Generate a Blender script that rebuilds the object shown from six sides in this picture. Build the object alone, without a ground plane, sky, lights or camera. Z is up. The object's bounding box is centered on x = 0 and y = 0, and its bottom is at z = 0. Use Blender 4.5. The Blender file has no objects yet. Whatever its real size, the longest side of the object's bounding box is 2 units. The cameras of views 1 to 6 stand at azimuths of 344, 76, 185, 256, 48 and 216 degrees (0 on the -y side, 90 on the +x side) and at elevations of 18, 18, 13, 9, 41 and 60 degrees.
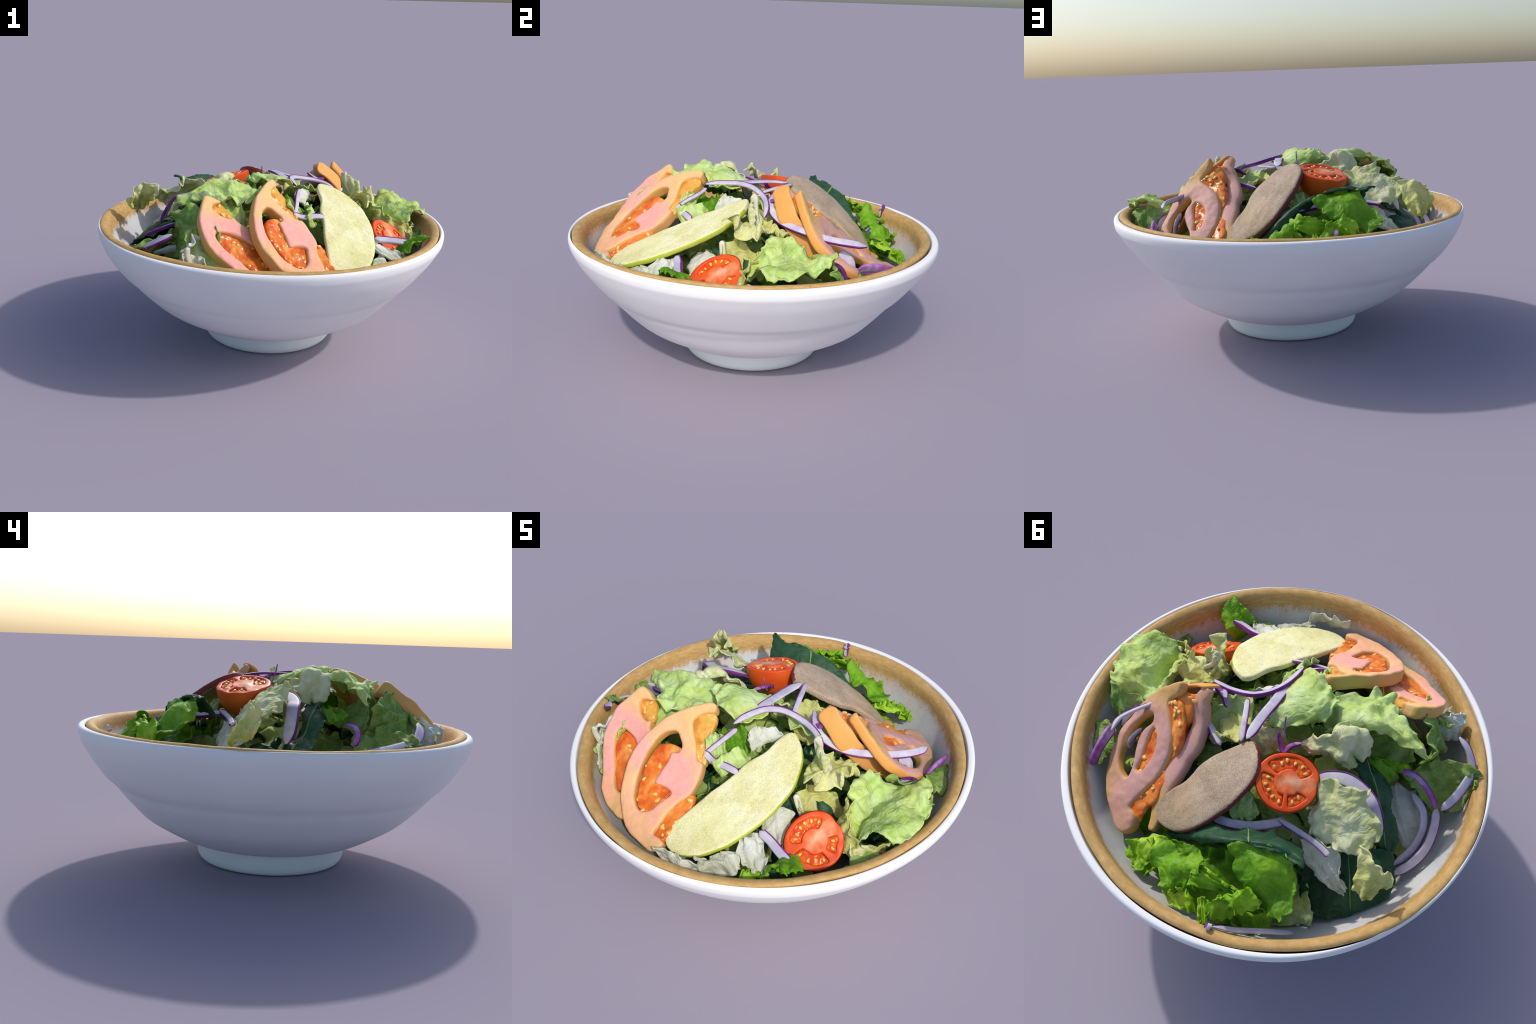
"""A round white stoneware bowl with a tan glazed lip, heaped with a mixed salad:
lettuce, romaine, spinach, red onion, tomato slices, cherry tomato halves, apple slices."""
import bpy, bmesh, math, random
from mathutils import Vector, Matrix, noise

random.seed(7)
SCENE = bpy.context.scene.collection
V3 = Vector

# ------------------------------------------------------------------ materials
def new_mat(name):
    m = bpy.data.materials.new(name)
    m.use_nodes = True
    nt = m.node_tree
    nt.nodes.clear()
    return m, nt


class Net:
    """small helper to write node graphs in a few lines"""
    def __init__(self, name):
        self.mat, self.nt = new_mat(name)
        self.n = self.nt.nodes
        self.l = self.nt.links
        self.out = self.n.new("ShaderNodeOutputMaterial")
        tc = self.n.new("ShaderNodeTexCoord")
        self.co = tc.outputs["Object"]

    def put(self, sock, val):
        if hasattr(val, "is_output"):
            self.l.new(val, sock)
        elif isinstance(val, (tuple, list)) and len(val) == 3 and sock.type == "RGBA":
            sock.default_value = (*val, 1)
        else:
            sock.default_value = val

    def node(self, kind, outs=0, **kw):
        nd = self.n.new(kind)
        for k, v in kw.items():
            if k.startswith("p_"):
                setattr(nd, k[2:], v)
            elif k.startswith("i") and k[1:].isdigit():
                self.put(nd.inputs[int(k[1:])], v)
            else:
                self.put(nd.inputs[k.replace("_", " ")], v)
        return nd.outputs[outs]

    def jitter(self, amount=7.0):
        """object coordinates shifted by a random amount for each object"""
        rnd = self.node("ShaderNodeObjectInfo", outs="Random")
        off = self.node("ShaderNodeMath", i0=rnd, i1=amount, p_operation="MULTIPLY")
        return self.node("ShaderNodeVectorMath", i0=self.co, i1=off, p_operation="ADD")

    def noise(self, scale, co=None, detail=3.0, rough=0.55, dist=0.0):
        return self.node("ShaderNodeTexNoise", Vector=co or self.co, Scale=scale, Detail=detail, Roughness=rough, Distortion=dist)

    def ramp(self, fac, *stops):
        nd = self.n.new("ShaderNodeValToRGB")
        self.l.new(fac, nd.inputs[0])
        el = nd.color_ramp.elements
        while len(el) < len(stops):
            el.new(0.5)
        for e, (p, c) in zip(el, stops):
            e.position = p
            e.color = (*c, 1) if len(c) == 3 else c
        return nd.outputs[0]

    def step(self, fac, a, b):
        return self.node("ShaderNodeMapRange", Value=fac, From_Min=a, From_Max=b)

    def mix(self, fac, a, b, mode="MIX"):
        nd = self.n.new("ShaderNodeMix")
        nd.data_type = "RGBA"
        nd.blend_type = mode
        self.put(nd.inputs[0], fac)
        self.put(nd.inputs[6], a)
        self.put(nd.inputs[7], b)
        return nd.outputs[2]

    def math(self, op, a, b=0.0):
        return self.node("ShaderNodeMath", i0=a, i1=b, p_operation=op)

    def bump(self, height, strength=0.3, dist=0.01):
        return self.node("ShaderNodeBump", Height=height, Strength=strength, Distance=dist)

    def finish(self, color, rough=0.5, normal=None, translucent=0.0, **kw):
        nd = self.n.new("ShaderNodeBsdfPrincipled")
        self.put(nd.inputs["Base Color"], color)
        self.put(nd.inputs["Roughness"], rough)
        if normal:
            self.put(nd.inputs["Normal"], normal)
        for k, v in kw.items():
            self.put(nd.inputs[k.replace("_", " ")], v)
        sh = nd.outputs[0]
        if translucent:
            tr = self.n.new("ShaderNodeBsdfTranslucent")
            self.put(tr.inputs[0], color)
            mx = self.n.new("ShaderNodeMixShader")
            mx.inputs[0].default_value = translucent
            self.l.new(sh, mx.inputs[1])
            self.l.new(tr.outputs[0], mx.inputs[2])
            sh = mx.outputs[0]
        self.l.new(sh, self.out.inputs[0])
        return self.mat


def leaf_material(name, dark, mid, light, vein, vein_scale=9.0, vein_amount=0.45, rough=0.62, spec=0.18, tip=None):
    t = Net(name)
    co = t.jitter()
    warp = t.node("ShaderNodeVectorMath", i0=co, i1=t.node("ShaderNodeTexNoise", outs="Color", Vector=co, Scale=6.0), p_operation="ADD")
    patches = t.noise(5.0, co, 4.0, 0.6)
    col = t.ramp(patches, (0.30, dark), (0.50, mid), (0.70, light))
    if tip:
        col = t.mix(t.math("MULTIPLY", t.step(t.noise(3.2, co, 3.0), 0.50, 0.66), 0.75), col, tip)
    cells = t.node("ShaderNodeTexVoronoi", p_feature="DISTANCE_TO_EDGE", Vector=warp, Scale=vein_scale)
    big = t.node("ShaderNodeTexVoronoi", p_feature="DISTANCE_TO_EDGE", Vector=warp, Scale=vein_scale * 0.4)
    v1 = t.math("SUBTRACT", 1.0, t.step(cells, 0.0, 0.07))
    v2 = t.math("SUBTRACT", 1.0, t.step(big, 0.0, 0.07))
    veins = t.math("MAXIMUM", t.math("MULTIPLY", v1, 0.6), v2)
    col = t.mix(t.math("MULTIPLY", veins, vein_amount), col, vein)
    fine = t.noise(60.0, co, 2.0)
    col = t.mix(0.18, col, t.ramp(fine, (0.3, (0.62, 0.62, 0.62)), (0.7, (1.0, 1.0, 1.0))), "MULTIPLY")
    blister = t.math("ADD", t.math("MULTIPLY", t.step(cells, 0.0, 0.25), 0.7), t.math("MULTIPLY", fine, 0.15))
    return t.finish(col, rough, t.bump(blister, 0.35, 0.008), translucent=0.16, Specular_IOR_Level=spec)


MATS = {
    "pale": leaf_material("pale_lettuce", (0.34, 0.50, 0.07), (0.53, 0.72, 0.20), (0.70, 0.84, 0.42), (0.72, 0.84, 0.50), tip=(0.60, 0.68, 0.12)),
    "cream": leaf_material("cream_lettuce", (0.46, 0.50, 0.15), (0.68, 0.71, 0.34), (0.82, 0.83, 0.56), (0.84, 0.85, 0.64)),
    "yellow": leaf_material("yellow_lettuce", (0.46, 0.47, 0.09), (0.68, 0.69, 0.22), (0.80, 0.80, 0.44), (0.80, 0.80, 0.48)),
    "green": leaf_material("green_lettuce", (0.09, 0.20, 0.025), (0.22, 0.38, 0.06), (0.42, 0.56, 0.19), (0.46, 0.60, 0.26), tip=(0.40, 0.46, 0.10)),
    "white": leaf_material("white_lettuce_heart", (0.52, 0.54, 0.36), (0.72, 0.74, 0.60), (0.82, 0.84, 0.78), (0.84, 0.85, 0.78), 14.0, 0.3),
    "romaine": leaf_material("romaine_green", (0.05, 0.16, 0.004), (0.13, 0.34, 0.008), (0.27, 0.52, 0.02), (0.27, 0.50, 0.05), 7.0, 0.35, 0.5, 0.25),
    "bright": leaf_material("bright_romaine", (0.11, 0.29, 0.006), (0.26, 0.54, 0.012), (0.48, 0.74, 0.06), (0.46, 0.70, 0.10), 7.0, 0.35, 0.52, 0.25),
    "spinach": leaf_material("dark_spinach", (0.014, 0.055, 0.024), (0.028, 0.09, 0.04), (0.055, 0.14, 0.075), (0.06, 0.15, 0.085), 5.0, 0.35, 0.5, 0.25),
}


def shell_material():
    t = Net("white_stoneware")
    n = t.noise(3.0, detail=2.0)
    col = t.ramp(n, (0.3, (0.83, 0.83, 0.84)), (0.7, (0.87, 0.87, 0.87)))
    return t.finish(col, 0.75, Specular_IOR_Level=0.15)


def foot_material():
    t = Net("pale_green_white_stoneware")
    n = t.noise(4.0, detail=2.0)
    col = t.ramp(n, (0.3, (0.76, 0.82, 0.81)), (0.7, (0.80, 0.85, 0.84)))
    return t.finish(col, 0.75, Specular_IOR_Level=0.15)


def lining_material():
    """tan glaze on the lip that breaks up into white glaze with brown specks further down"""
    t = Net("tan_lip_and_white_glaze")
    sep = t.node("ShaderNodeSeparateXYZ", i0=t.co, outs="Z")
    squeeze = t.node("ShaderNodeMapping", Vector=t.co, Scale=(1.0, 1.0, 0.5))
    drips = t.noise(42.0, squeeze, 6.0, 0.85)
    wide = t.noise(2.2, t.co, 2.0)
    level = t.math("ADD", sep, t.math("ADD", t.math("MULTIPLY", t.math("SUBTRACT", drips, 0.5), 0.17), t.math("MULTIPLY", t.math("SUBTRACT", wide, 0.5), 0.05)))
    tan_mask = t.step(level, 0.612, 0.645)
    streak = t.noise(22.0, t.node("ShaderNodeMapping", Vector=t.co, Scale=(1.0, 1.0, 4.0)), 5.0, 0.65)
    tan = t.ramp(streak, (0.25, (0.41, 0.245, 0.085)), (0.5, (0.53, 0.325, 0.115)), (0.75, (0.62, 0.42, 0.19)))
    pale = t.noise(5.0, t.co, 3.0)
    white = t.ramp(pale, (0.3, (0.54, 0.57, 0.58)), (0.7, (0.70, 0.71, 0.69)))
    wash = t.math("MULTIPLY", t.step(t.noise(2.6, t.co, 3.0), 0.45, 0.65), t.step(level, 0.50, 0.63))
    white = t.mix(t.math("MULTIPLY", wash, 0.75), white, (0.60, 0.40, 0.33))
    specks = t.node("ShaderNodeTexVoronoi", Vector=t.co, Scale=26.0)
    dot = t.math("MULTIPLY", t.math("SUBTRACT", 1.0, t.step(specks, 0.07, 0.14)), t.step(t.noise(8.0, t.co), 0.5, 0.6))
    white = t.mix(dot, white, (0.22, 0.12, 0.05))
    col = t.mix(tan_mask, white, tan)
    specks2 = t.node("ShaderNodeTexVoronoi", Vector=t.co, Scale=13.0)
    dot2 = t.math("SUBTRACT", 1.0, t.step(specks2, 0.04, 0.07))
    col = t.mix(t.math("MULTIPLY", dot2, 0.6), col, (0.16, 0.08, 0.03))
    h = t.math("ADD", streak, t.math("MULTIPLY", drips, 0.5))
    return t.finish(col, 0.6, t.bump(h, 0.25, 0.006), Specular_IOR_Level=0.2)


def tomato_flesh_material(name, pink, peach, yellow):
    t = Net(name)
    co = t.jitter(3.0)
    r = t.node("ShaderNodeVectorMath", i0=t.co, i1=(0.02, -0.06, 0), p_operation="DISTANCE", outs="Value")
    n = t.math("ADD", t.noise(4.0, co, 3.0), t.math("MULTIPLY", t.math("SUBTRACT", r, 0.17), -0.9))
    col = t.ramp(n, (0.30, yellow), (0.44, peach), (0.56, pink))
    fine = t.noise(70.0, co, 2.0)
    col = t.mix(0.30, col, t.ramp(fine, (0.3, (0.72, 0.70, 0.66)), (0.65, (1, 1, 1))), "MULTIPLY")
    return t.finish(col, 0.55, t.bump(fine, 0.25, 0.004), Specular_IOR_Level=0.2, Subsurface_Weight=0.08, Subsurface_Radius=(0.03, 0.012, 0.008), Subsurface_Scale=1.0)


def skin_material(name, a, b, rough=0.5):
    t = Net(name)
    n = t.noise(5.0, t.jitter(3.0), 4.0)
    col = t.ramp(n, (0.35, a), (0.65, b))
    return t.finish(col, rough, t.bump(t.noise(30.0), 0.12, 0.004), Specular_IOR_Level=0.22)


def gel_material(name, a, b, c):
    t = Net(name)
    co = t.jitter(3.0)
    n = t.noise(11.0, co, 3.0, dist=0.6)
    col = t.ramp(n, (0.33, a), (0.5, b), (0.68, c))
    return t.finish(col, 0.25, t.bump(t.noise(26.0, co), 0.5, 0.01), Specular_IOR_Level=0.35, Subsurface_Weight=0.12, Subsurface_Radius=(0.04, 0.012, 0.004), Subsurface_Scale=1.0)


def seed_material():
    t = Net("tomato_seed")
    n = t.noise(18.0, t.jitter(3.0))
    return t.finish(t.ramp(n, (0.3, (0.80, 0.36, 0.05)), (0.7, (0.88, 0.58, 0.20))), 0.25)


def cherry_face_material():
    t = Net("cherry_tomato_flesh")
    r = t.node("ShaderNodeVectorMath", i0=t.node("ShaderNodeMapping", Vector=t.co, Scale=(0.62, 1.15, 1.0)), i1=(0.022, 0, 0), p_operation="DISTANCE", outs="Value")
    wob = t.math("ADD", r, t.math("MULTIPLY", t.math("SUBTRACT", t.noise(22.0, detail=4.0), 0.5), 0.11))
    col = t.ramp(t.step(wob, 0.0, 0.15), (0.05, (0.84, 0.42, 0.24)), (0.24, (0.80, 0.24, 0.10)), (0.40, (0.78, 0.12, 0.03)), (0.9, (0.72, 0.075, 0.012)))
    return t.finish(col, 0.4, t.bump(t.noise(40.0), 0.2, 0.004), Specular_IOR_Level=0.25, Subsurface_Weight=0.08, Subsurface_Radius=(0.03, 0.01, 0.005), Subsurface_Scale=1.0)


def apple_flesh_material(name, a, b, c, tint, tint_amount, speck=0.5):
    t = Net(name)
    n = t.noise(6.0, t.co, 5.0, 0.65)
    col = t.ramp(n, (0.32, a), (0.5, b), (0.68, c))
    grain = t.noise(150.0, t.co, 2.0, 0.8)
    lines = t.noise(26.0, t.node("ShaderNodeMapping", Vector=t.co, Scale=(1.0, 0.2, 1.0)), 3.0)
    col = t.mix(speck, col, t.ramp(grain, (0.34, (0.62, 0.60, 0.50)), (0.5, (0.97, 0.97, 0.96)), (0.66, (1.15, 1.15, 1.18))), "MULTIPLY")
    col = t.mix(0.25, col, t.ramp(lines, (0.35, (0.75, 0.72, 0.6)), (0.6, (1, 1, 1))), "MULTIPLY")
    col = t.mix(t.math("MULTIPLY", t.step(t.noise(3.0, t.co), 0.5, 0.72), tint_amount), col, tint)
    return t.finish(col, 0.5, t.bump(t.math("ADD", grain, lines), 0.4, 0.004), Specular_IOR_Level=0.15)


def onion_material(name, a, b, c):
    t = Net(name)
    n = t.noise(7.0, t.jitter(3.0), 3.0)
    lines = t.noise(30.0, t.node("ShaderNodeMapping", Vector=t.jitter(3.0), Scale=(0.3, 1.0, 1.0)), 2.0)
    col = t.ramp(t.math("ADD", t.math("MULTIPLY", n, 0.7), t.math("MULTIPLY", lines, 0.3)), (0.35, a), (0.5, b), (0.65, c))
    return t.finish(col, 0.5, t.bump(lines, 0.2, 0.004), translucent=0.15, Specular_IOR_Level=0.2)


MATS.update({
    "shell": shell_material(), "foot": foot_material(), "lining": lining_material(),
    "tomato": tomato_flesh_material("tomato_flesh", (0.88, 0.40, 0.34), (0.88, 0.45, 0.27), (0.80, 0.50, 0.22)),
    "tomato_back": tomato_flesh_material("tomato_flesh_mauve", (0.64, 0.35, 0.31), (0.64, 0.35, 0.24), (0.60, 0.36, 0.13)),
    "tomato_skin": skin_material("tomato_skin", (0.58, 0.40, 0.09), (0.76, 0.38, 0.14)),
    "tomato_skin_orange": skin_material("orange_tomato_skin", (0.76, 0.34, 0.075), (0.80, 0.38, 0.12)),
    "pocket": skin_material("tomato_pocket_wall", (0.62, 0.36, 0.08), (0.78, 0.40, 0.16)),
    "gel": gel_material("tomato_gel", (0.60, 0.09, 0.012), (0.76, 0.19, 0.022), (0.80, 0.34, 0.08)),
    "gel_tan": gel_material("tan_tomato_gel", (0.60, 0.22, 0.03), (0.72, 0.36, 0.06), (0.66, 0.42, 0.10)),
    "gel_red": gel_material("cherry_tomato_gel", (0.66, 0.06, 0.005), (0.78, 0.11, 0.008), (0.82, 0.22, 0.02)),
    "seed": seed_material(),
    "cherry": cherry_face_material(),
    "cherry_skin": skin_material("cherry_tomato_skin", (0.62, 0.07, 0.012), (0.72, 0.14, 0.02), 0.35),
    "apple": apple_flesh_material("pale_apple_flesh", (0.76, 0.71, 0.30), (0.86, 0.82, 0.46), (0.92, 0.90, 0.68), (0.78, 0.76, 0.24), 0.45),
    "apple_skin": skin_material("green_apple_skin", (0.42, 0.50, 0.05), (0.56, 0.60, 0.12)),
    "apple_brown": apple_flesh_material("browned_apple_flesh", (0.37, 0.27, 0.18), (0.45, 0.345, 0.25), (0.52, 0.42, 0.34), (0.52, 0.33, 0.14), 0.5, 0.85),
    "apple_skin_red": skin_material("red_apple_skin", (0.20, 0.03, 0.035), (0.34, 0.10, 0.07)),
    "onion": onion_material("red_onion_flesh", (0.46, 0.40, 0.55), (0.62, 0.57, 0.69), (0.76, 0.73, 0.79)),
    "onion_skin": onion_material("red_onion_skin", (0.14, 0.015, 0.16), (0.22, 0.035, 0.25), (0.34, 0.10, 0.36)),
    "onion_purple": onion_material("purple_onion_layer", (0.26, 0.05, 0.28), (0.42, 0.16, 0.48), (0.62, 0.45, 0.70)),
    "rib_green": onion_material("green_midrib", (0.10, 0.22, 0.06), (0.16, 0.30, 0.09), (0.24, 0.40, 0.14)),
    "rib": onion_material("lettuce_rib", (0.58, 0.58, 0.44), (0.70, 0.70, 0.58), (0.78, 0.78, 0.70)),
})

# ------------------------------------------------------------------ object helpers
LABELS = {
    "bowl": ("round white stoneware bowl with tan glazed lip", "bowl"),
    "lettuce_leaf": ("crumpled torn lettuce leaf with ruffled edge", "lettuce"),
    "romaine_leaf": ("bright green glossy romaine leaf with curled edge", "lettuce"),
    "spinach_leaf": ("dark green smooth spinach leaf", "spinach"),
    "lettuce_rib": ("short pale white strip of lettuce rib", "lettuce"),
    "onion_ring": ("curved slice of red onion with purple edge", "onion"),
    "onion_strip": ("small cut strip of red onion, purple edge", "onion"),
    "tomato_slice": ("half slice of pink tomato with orange gel pockets", "tomato"),
    "cherry_tomato_half": ("red cherry tomato half with seeds showing", "tomato"),
    "apple_slice": ("thin flat apple slice with skin on one edge", "apple"),
}


def tag(ob, kind):
    ob["label"], ob["category"] = LABELS[kind]


def link(name, mesh, mat, parent=None, matrix=None):
    ob = bpy.data.objects.new(name, mesh)
    SCENE.objects.link(ob)
    if mat:
        mesh.materials.clear()
        mesh.materials.append(MATS[mat])
    if parent:
        ob.parent = parent
    elif matrix is not None:
        ob.matrix_world = matrix
    return ob


def empty(name, matrix):
    ob = bpy.data.objects.new(name, None)
    ob.empty_display_size = 0.1
    SCENE.objects.link(ob)
    ob.matrix_world = matrix
    tag(ob, name)
    return ob


def mesh_from(name, verts, faces, smooth=True):
    me = bpy.data.meshes.new(name)
    me.from_pydata([tuple(v) for v in verts], [], faces)
    me.update()
    if smooth:
        me.polygons.foreach_set("use_smooth", [True] * len(me.polygons))
    return me


def catmull(pts, t):
    """point on a Catmull-Rom curve through pts, t from 0 to 1"""
    n = len(pts) - 1
    x = t * n
    i = max(0, min(int(x), n - 1))
    f = x - i
    p1, p2 = pts[i], pts[i + 1]
    p0 = pts[i - 1] if i > 0 else p1 * 2 - p2
    p3 = pts[i + 2] if i + 2 <= n else p2 * 2 - p1
    return 0.5 * (2 * p1 + (p2 - p0) * f + (2 * p0 - 5 * p1 + 4 * p2 - p3) * f * f + (3 * p1 - p0 - 3 * p2 + p3) * f ** 3)


# ------------------------------------------------------------------ bowl
LINING = [(0.966, 0.672), (0.973, 0.694), (0.970, 0.704), (0.957, 0.709), (0.938, 0.704), (0.923, 0.690), (0.913, 0.668), (0.905, 0.640),
          (0.890, 0.600), (0.858, 0.540), (0.805, 0.470), (0.715, 0.385), (0.560, 0.310), (0.380, 0.262), (0.180, 0.250), (0.0, 0.250)]
SHELL = [(0.0, 0.10), (0.30, 0.105), (0.400, 0.112), (0.47, 0.131), (0.555, 0.174), (0.680, 0.252), (0.790, 0.354), (0.838, 0.408), (0.880, 0.448),
         (0.925, 0.505), (0.968, 0.575), (0.990, 0.632), (0.9985, 0.668), (0.9985, 0.688), (0.992, 0.699), (0.983, 0.702), (0.976, 0.697), (0.972, 0.680), (0.962, 0.640), (0.930, 0.56)]
FOOT = [(0.0, 0.03), (0.31, 0.03), (0.325, 0.006), (0.345, 0.0), (0.366, 0.010), (0.380, 0.034), (0.386, 0.070), (0.386, 0.116), (0.36, 0.125)]


def lining_radius(z):
    pts = LINING[4:]
    for (r1, z1), (r2, z2) in zip(pts, pts[1:]):
        if z2 <= z <= z1:
            return r2 + (r1 - r2) * (z - z2) / max(z1 - z2, 1e-6)
    return 0.92 if z > 0.7 else 0.2


def lip_wobble(a):
    """slow unevenness of the hand-made lip"""
    return (-0.006 * math.cos(a) + 0.005 * math.cos(2 * a) - 0.006 * math.cos(3 * a) + 0.004 * math.cos(4 * a)
            - 0.008 * math.sin(a) - 0.009 * math.sin(2 * a) + 0.005 * math.sin(3 * a))


def shell_ridge(r, z, a):
    """throwing ridge that wanders round the belly of the bowl"""
    level = 0.405 + 0.035 * math.cos(a - 2.2) + 0.02 * noise.noise(V3((2 * math.cos(a), 2 * math.sin(a), 3.0)))
    d = (z - level) / 0.05
    bump = 0.004 * math.tanh(2.2 * d) * math.exp(-d * d * 0.5)
    d2 = (z - level + 0.10) / 0.05
    bump += 0.002 * math.tanh(2 * d2) * math.exp(-d2 * d2 * 0.5)
    return bump * (0.15 + 0.85 * (1 - math.cos(a - 3.39)) / 2) * max(0.1, 0.8 + 1.2 * noise.noise(V3((1.5 * math.cos(a), 1.5 * math.sin(a), 9.0))))


def revolve(name, profile, warp, seg=256, sub=5):
    pts = [V3((r, 0, z)) for r, z in profile]
    n = (len(pts) - 1) * sub
    ring = [catmull(pts, i / n) for i in range(n + 1)]
    verts, faces = [], []
    for i, p in enumerate(ring):
        for k in range(seg):
            a = 2 * math.pi * k / seg
            r, z = warp(max(p.x, 0.0005), p.z, a, i / n)
            verts.append((r * math.cos(a), r * math.sin(a), z))
    for i in range(n):
        for k in range(seg):
            b = (k + 1) % seg
            faces.append((i * seg + k, i * seg + b, (i + 1) * seg + b, (i + 1) * seg + k))
    me = mesh_from(name, verts, faces)
    bm = bmesh.new()
    bm.from_mesh(me)
    bmesh.ops.recalc_face_normals(bm, faces=bm.faces)
    bm.to_mesh(me)
    bm.free()
    return me


def build_bowl():
    bowl = empty("bowl", Matrix.Identity(4))

    def warp_shell(r, z, a, t):
        k = min(1.0, max(0.0, (z - 0.15) / 0.3)) * (1 if z > 0.2 else 0.3)
        rr = r + shell_ridge(r, z, a) * k
        # the body was thrown a little off centre: the belly is slacker on one side
        lean = (1 - math.cos(a - 3.39)) / 2
        belly = max(0.0, 1 - ((z - 0.44) / 0.21) ** 2)
        rr -= belly * (0.003 + 0.030 * lean)
        inside = min(1.0, max(0.0, (t - 0.76) / 0.06))   # inner side of the lip follows the lining
        rr += inside * 0.8 * lip_wobble(a)
        fade = min(1.0, max(0.0, (z - 0.5) / 0.2))
        return rr + 0.0015 * fade * math.cos(5 * a + 1), z

    def warp_lining(r, z, a, t):
        fade = min(1.0, max(0.0, (z - 0.45) / 0.25))
        c = V3((3 * math.cos(a), 3 * math.sin(a), z * 4))
        return r + fade * (lip_wobble(a) - 0.003 + 0.006 * noise.noise(c * 1.6)), z + fade * (0.006 * noise.noise(c + V3((5, 1, 2))) + 0.002 * noise.noise(c * 4))

    outer = revolve("outer_shell", SHELL, warp_shell)
    inner = revolve("inner_lining", LINING, warp_lining)
    foot = revolve("foot_ring", FOOT, lambda r, z, a, t: (r, z), sub=4)
    link("outer_shell", outer, "shell", bowl)
    link("inner_lining", inner, "lining", bowl)
    link("foot_ring", foot, "foot", bowl)


# ------------------------------------------------------------------ leaves
def keep_inside(p):
    """leaves press against the bowl wall and do not pass through it"""
    if p.z < 0.715:
        r = math.hypot(p.x, p.y)
        lim = lining_radius(p.z) + lip_wobble(math.atan2(p.y, p.x)) * min(1, max(0, (p.z - 0.45) / 0.25)) - 0.012
        if r > lim:
            k = lim / r
            p = V3((p.x * k, p.y * k, p.z))
    return p


LEAF_COUNT = [0]


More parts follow.
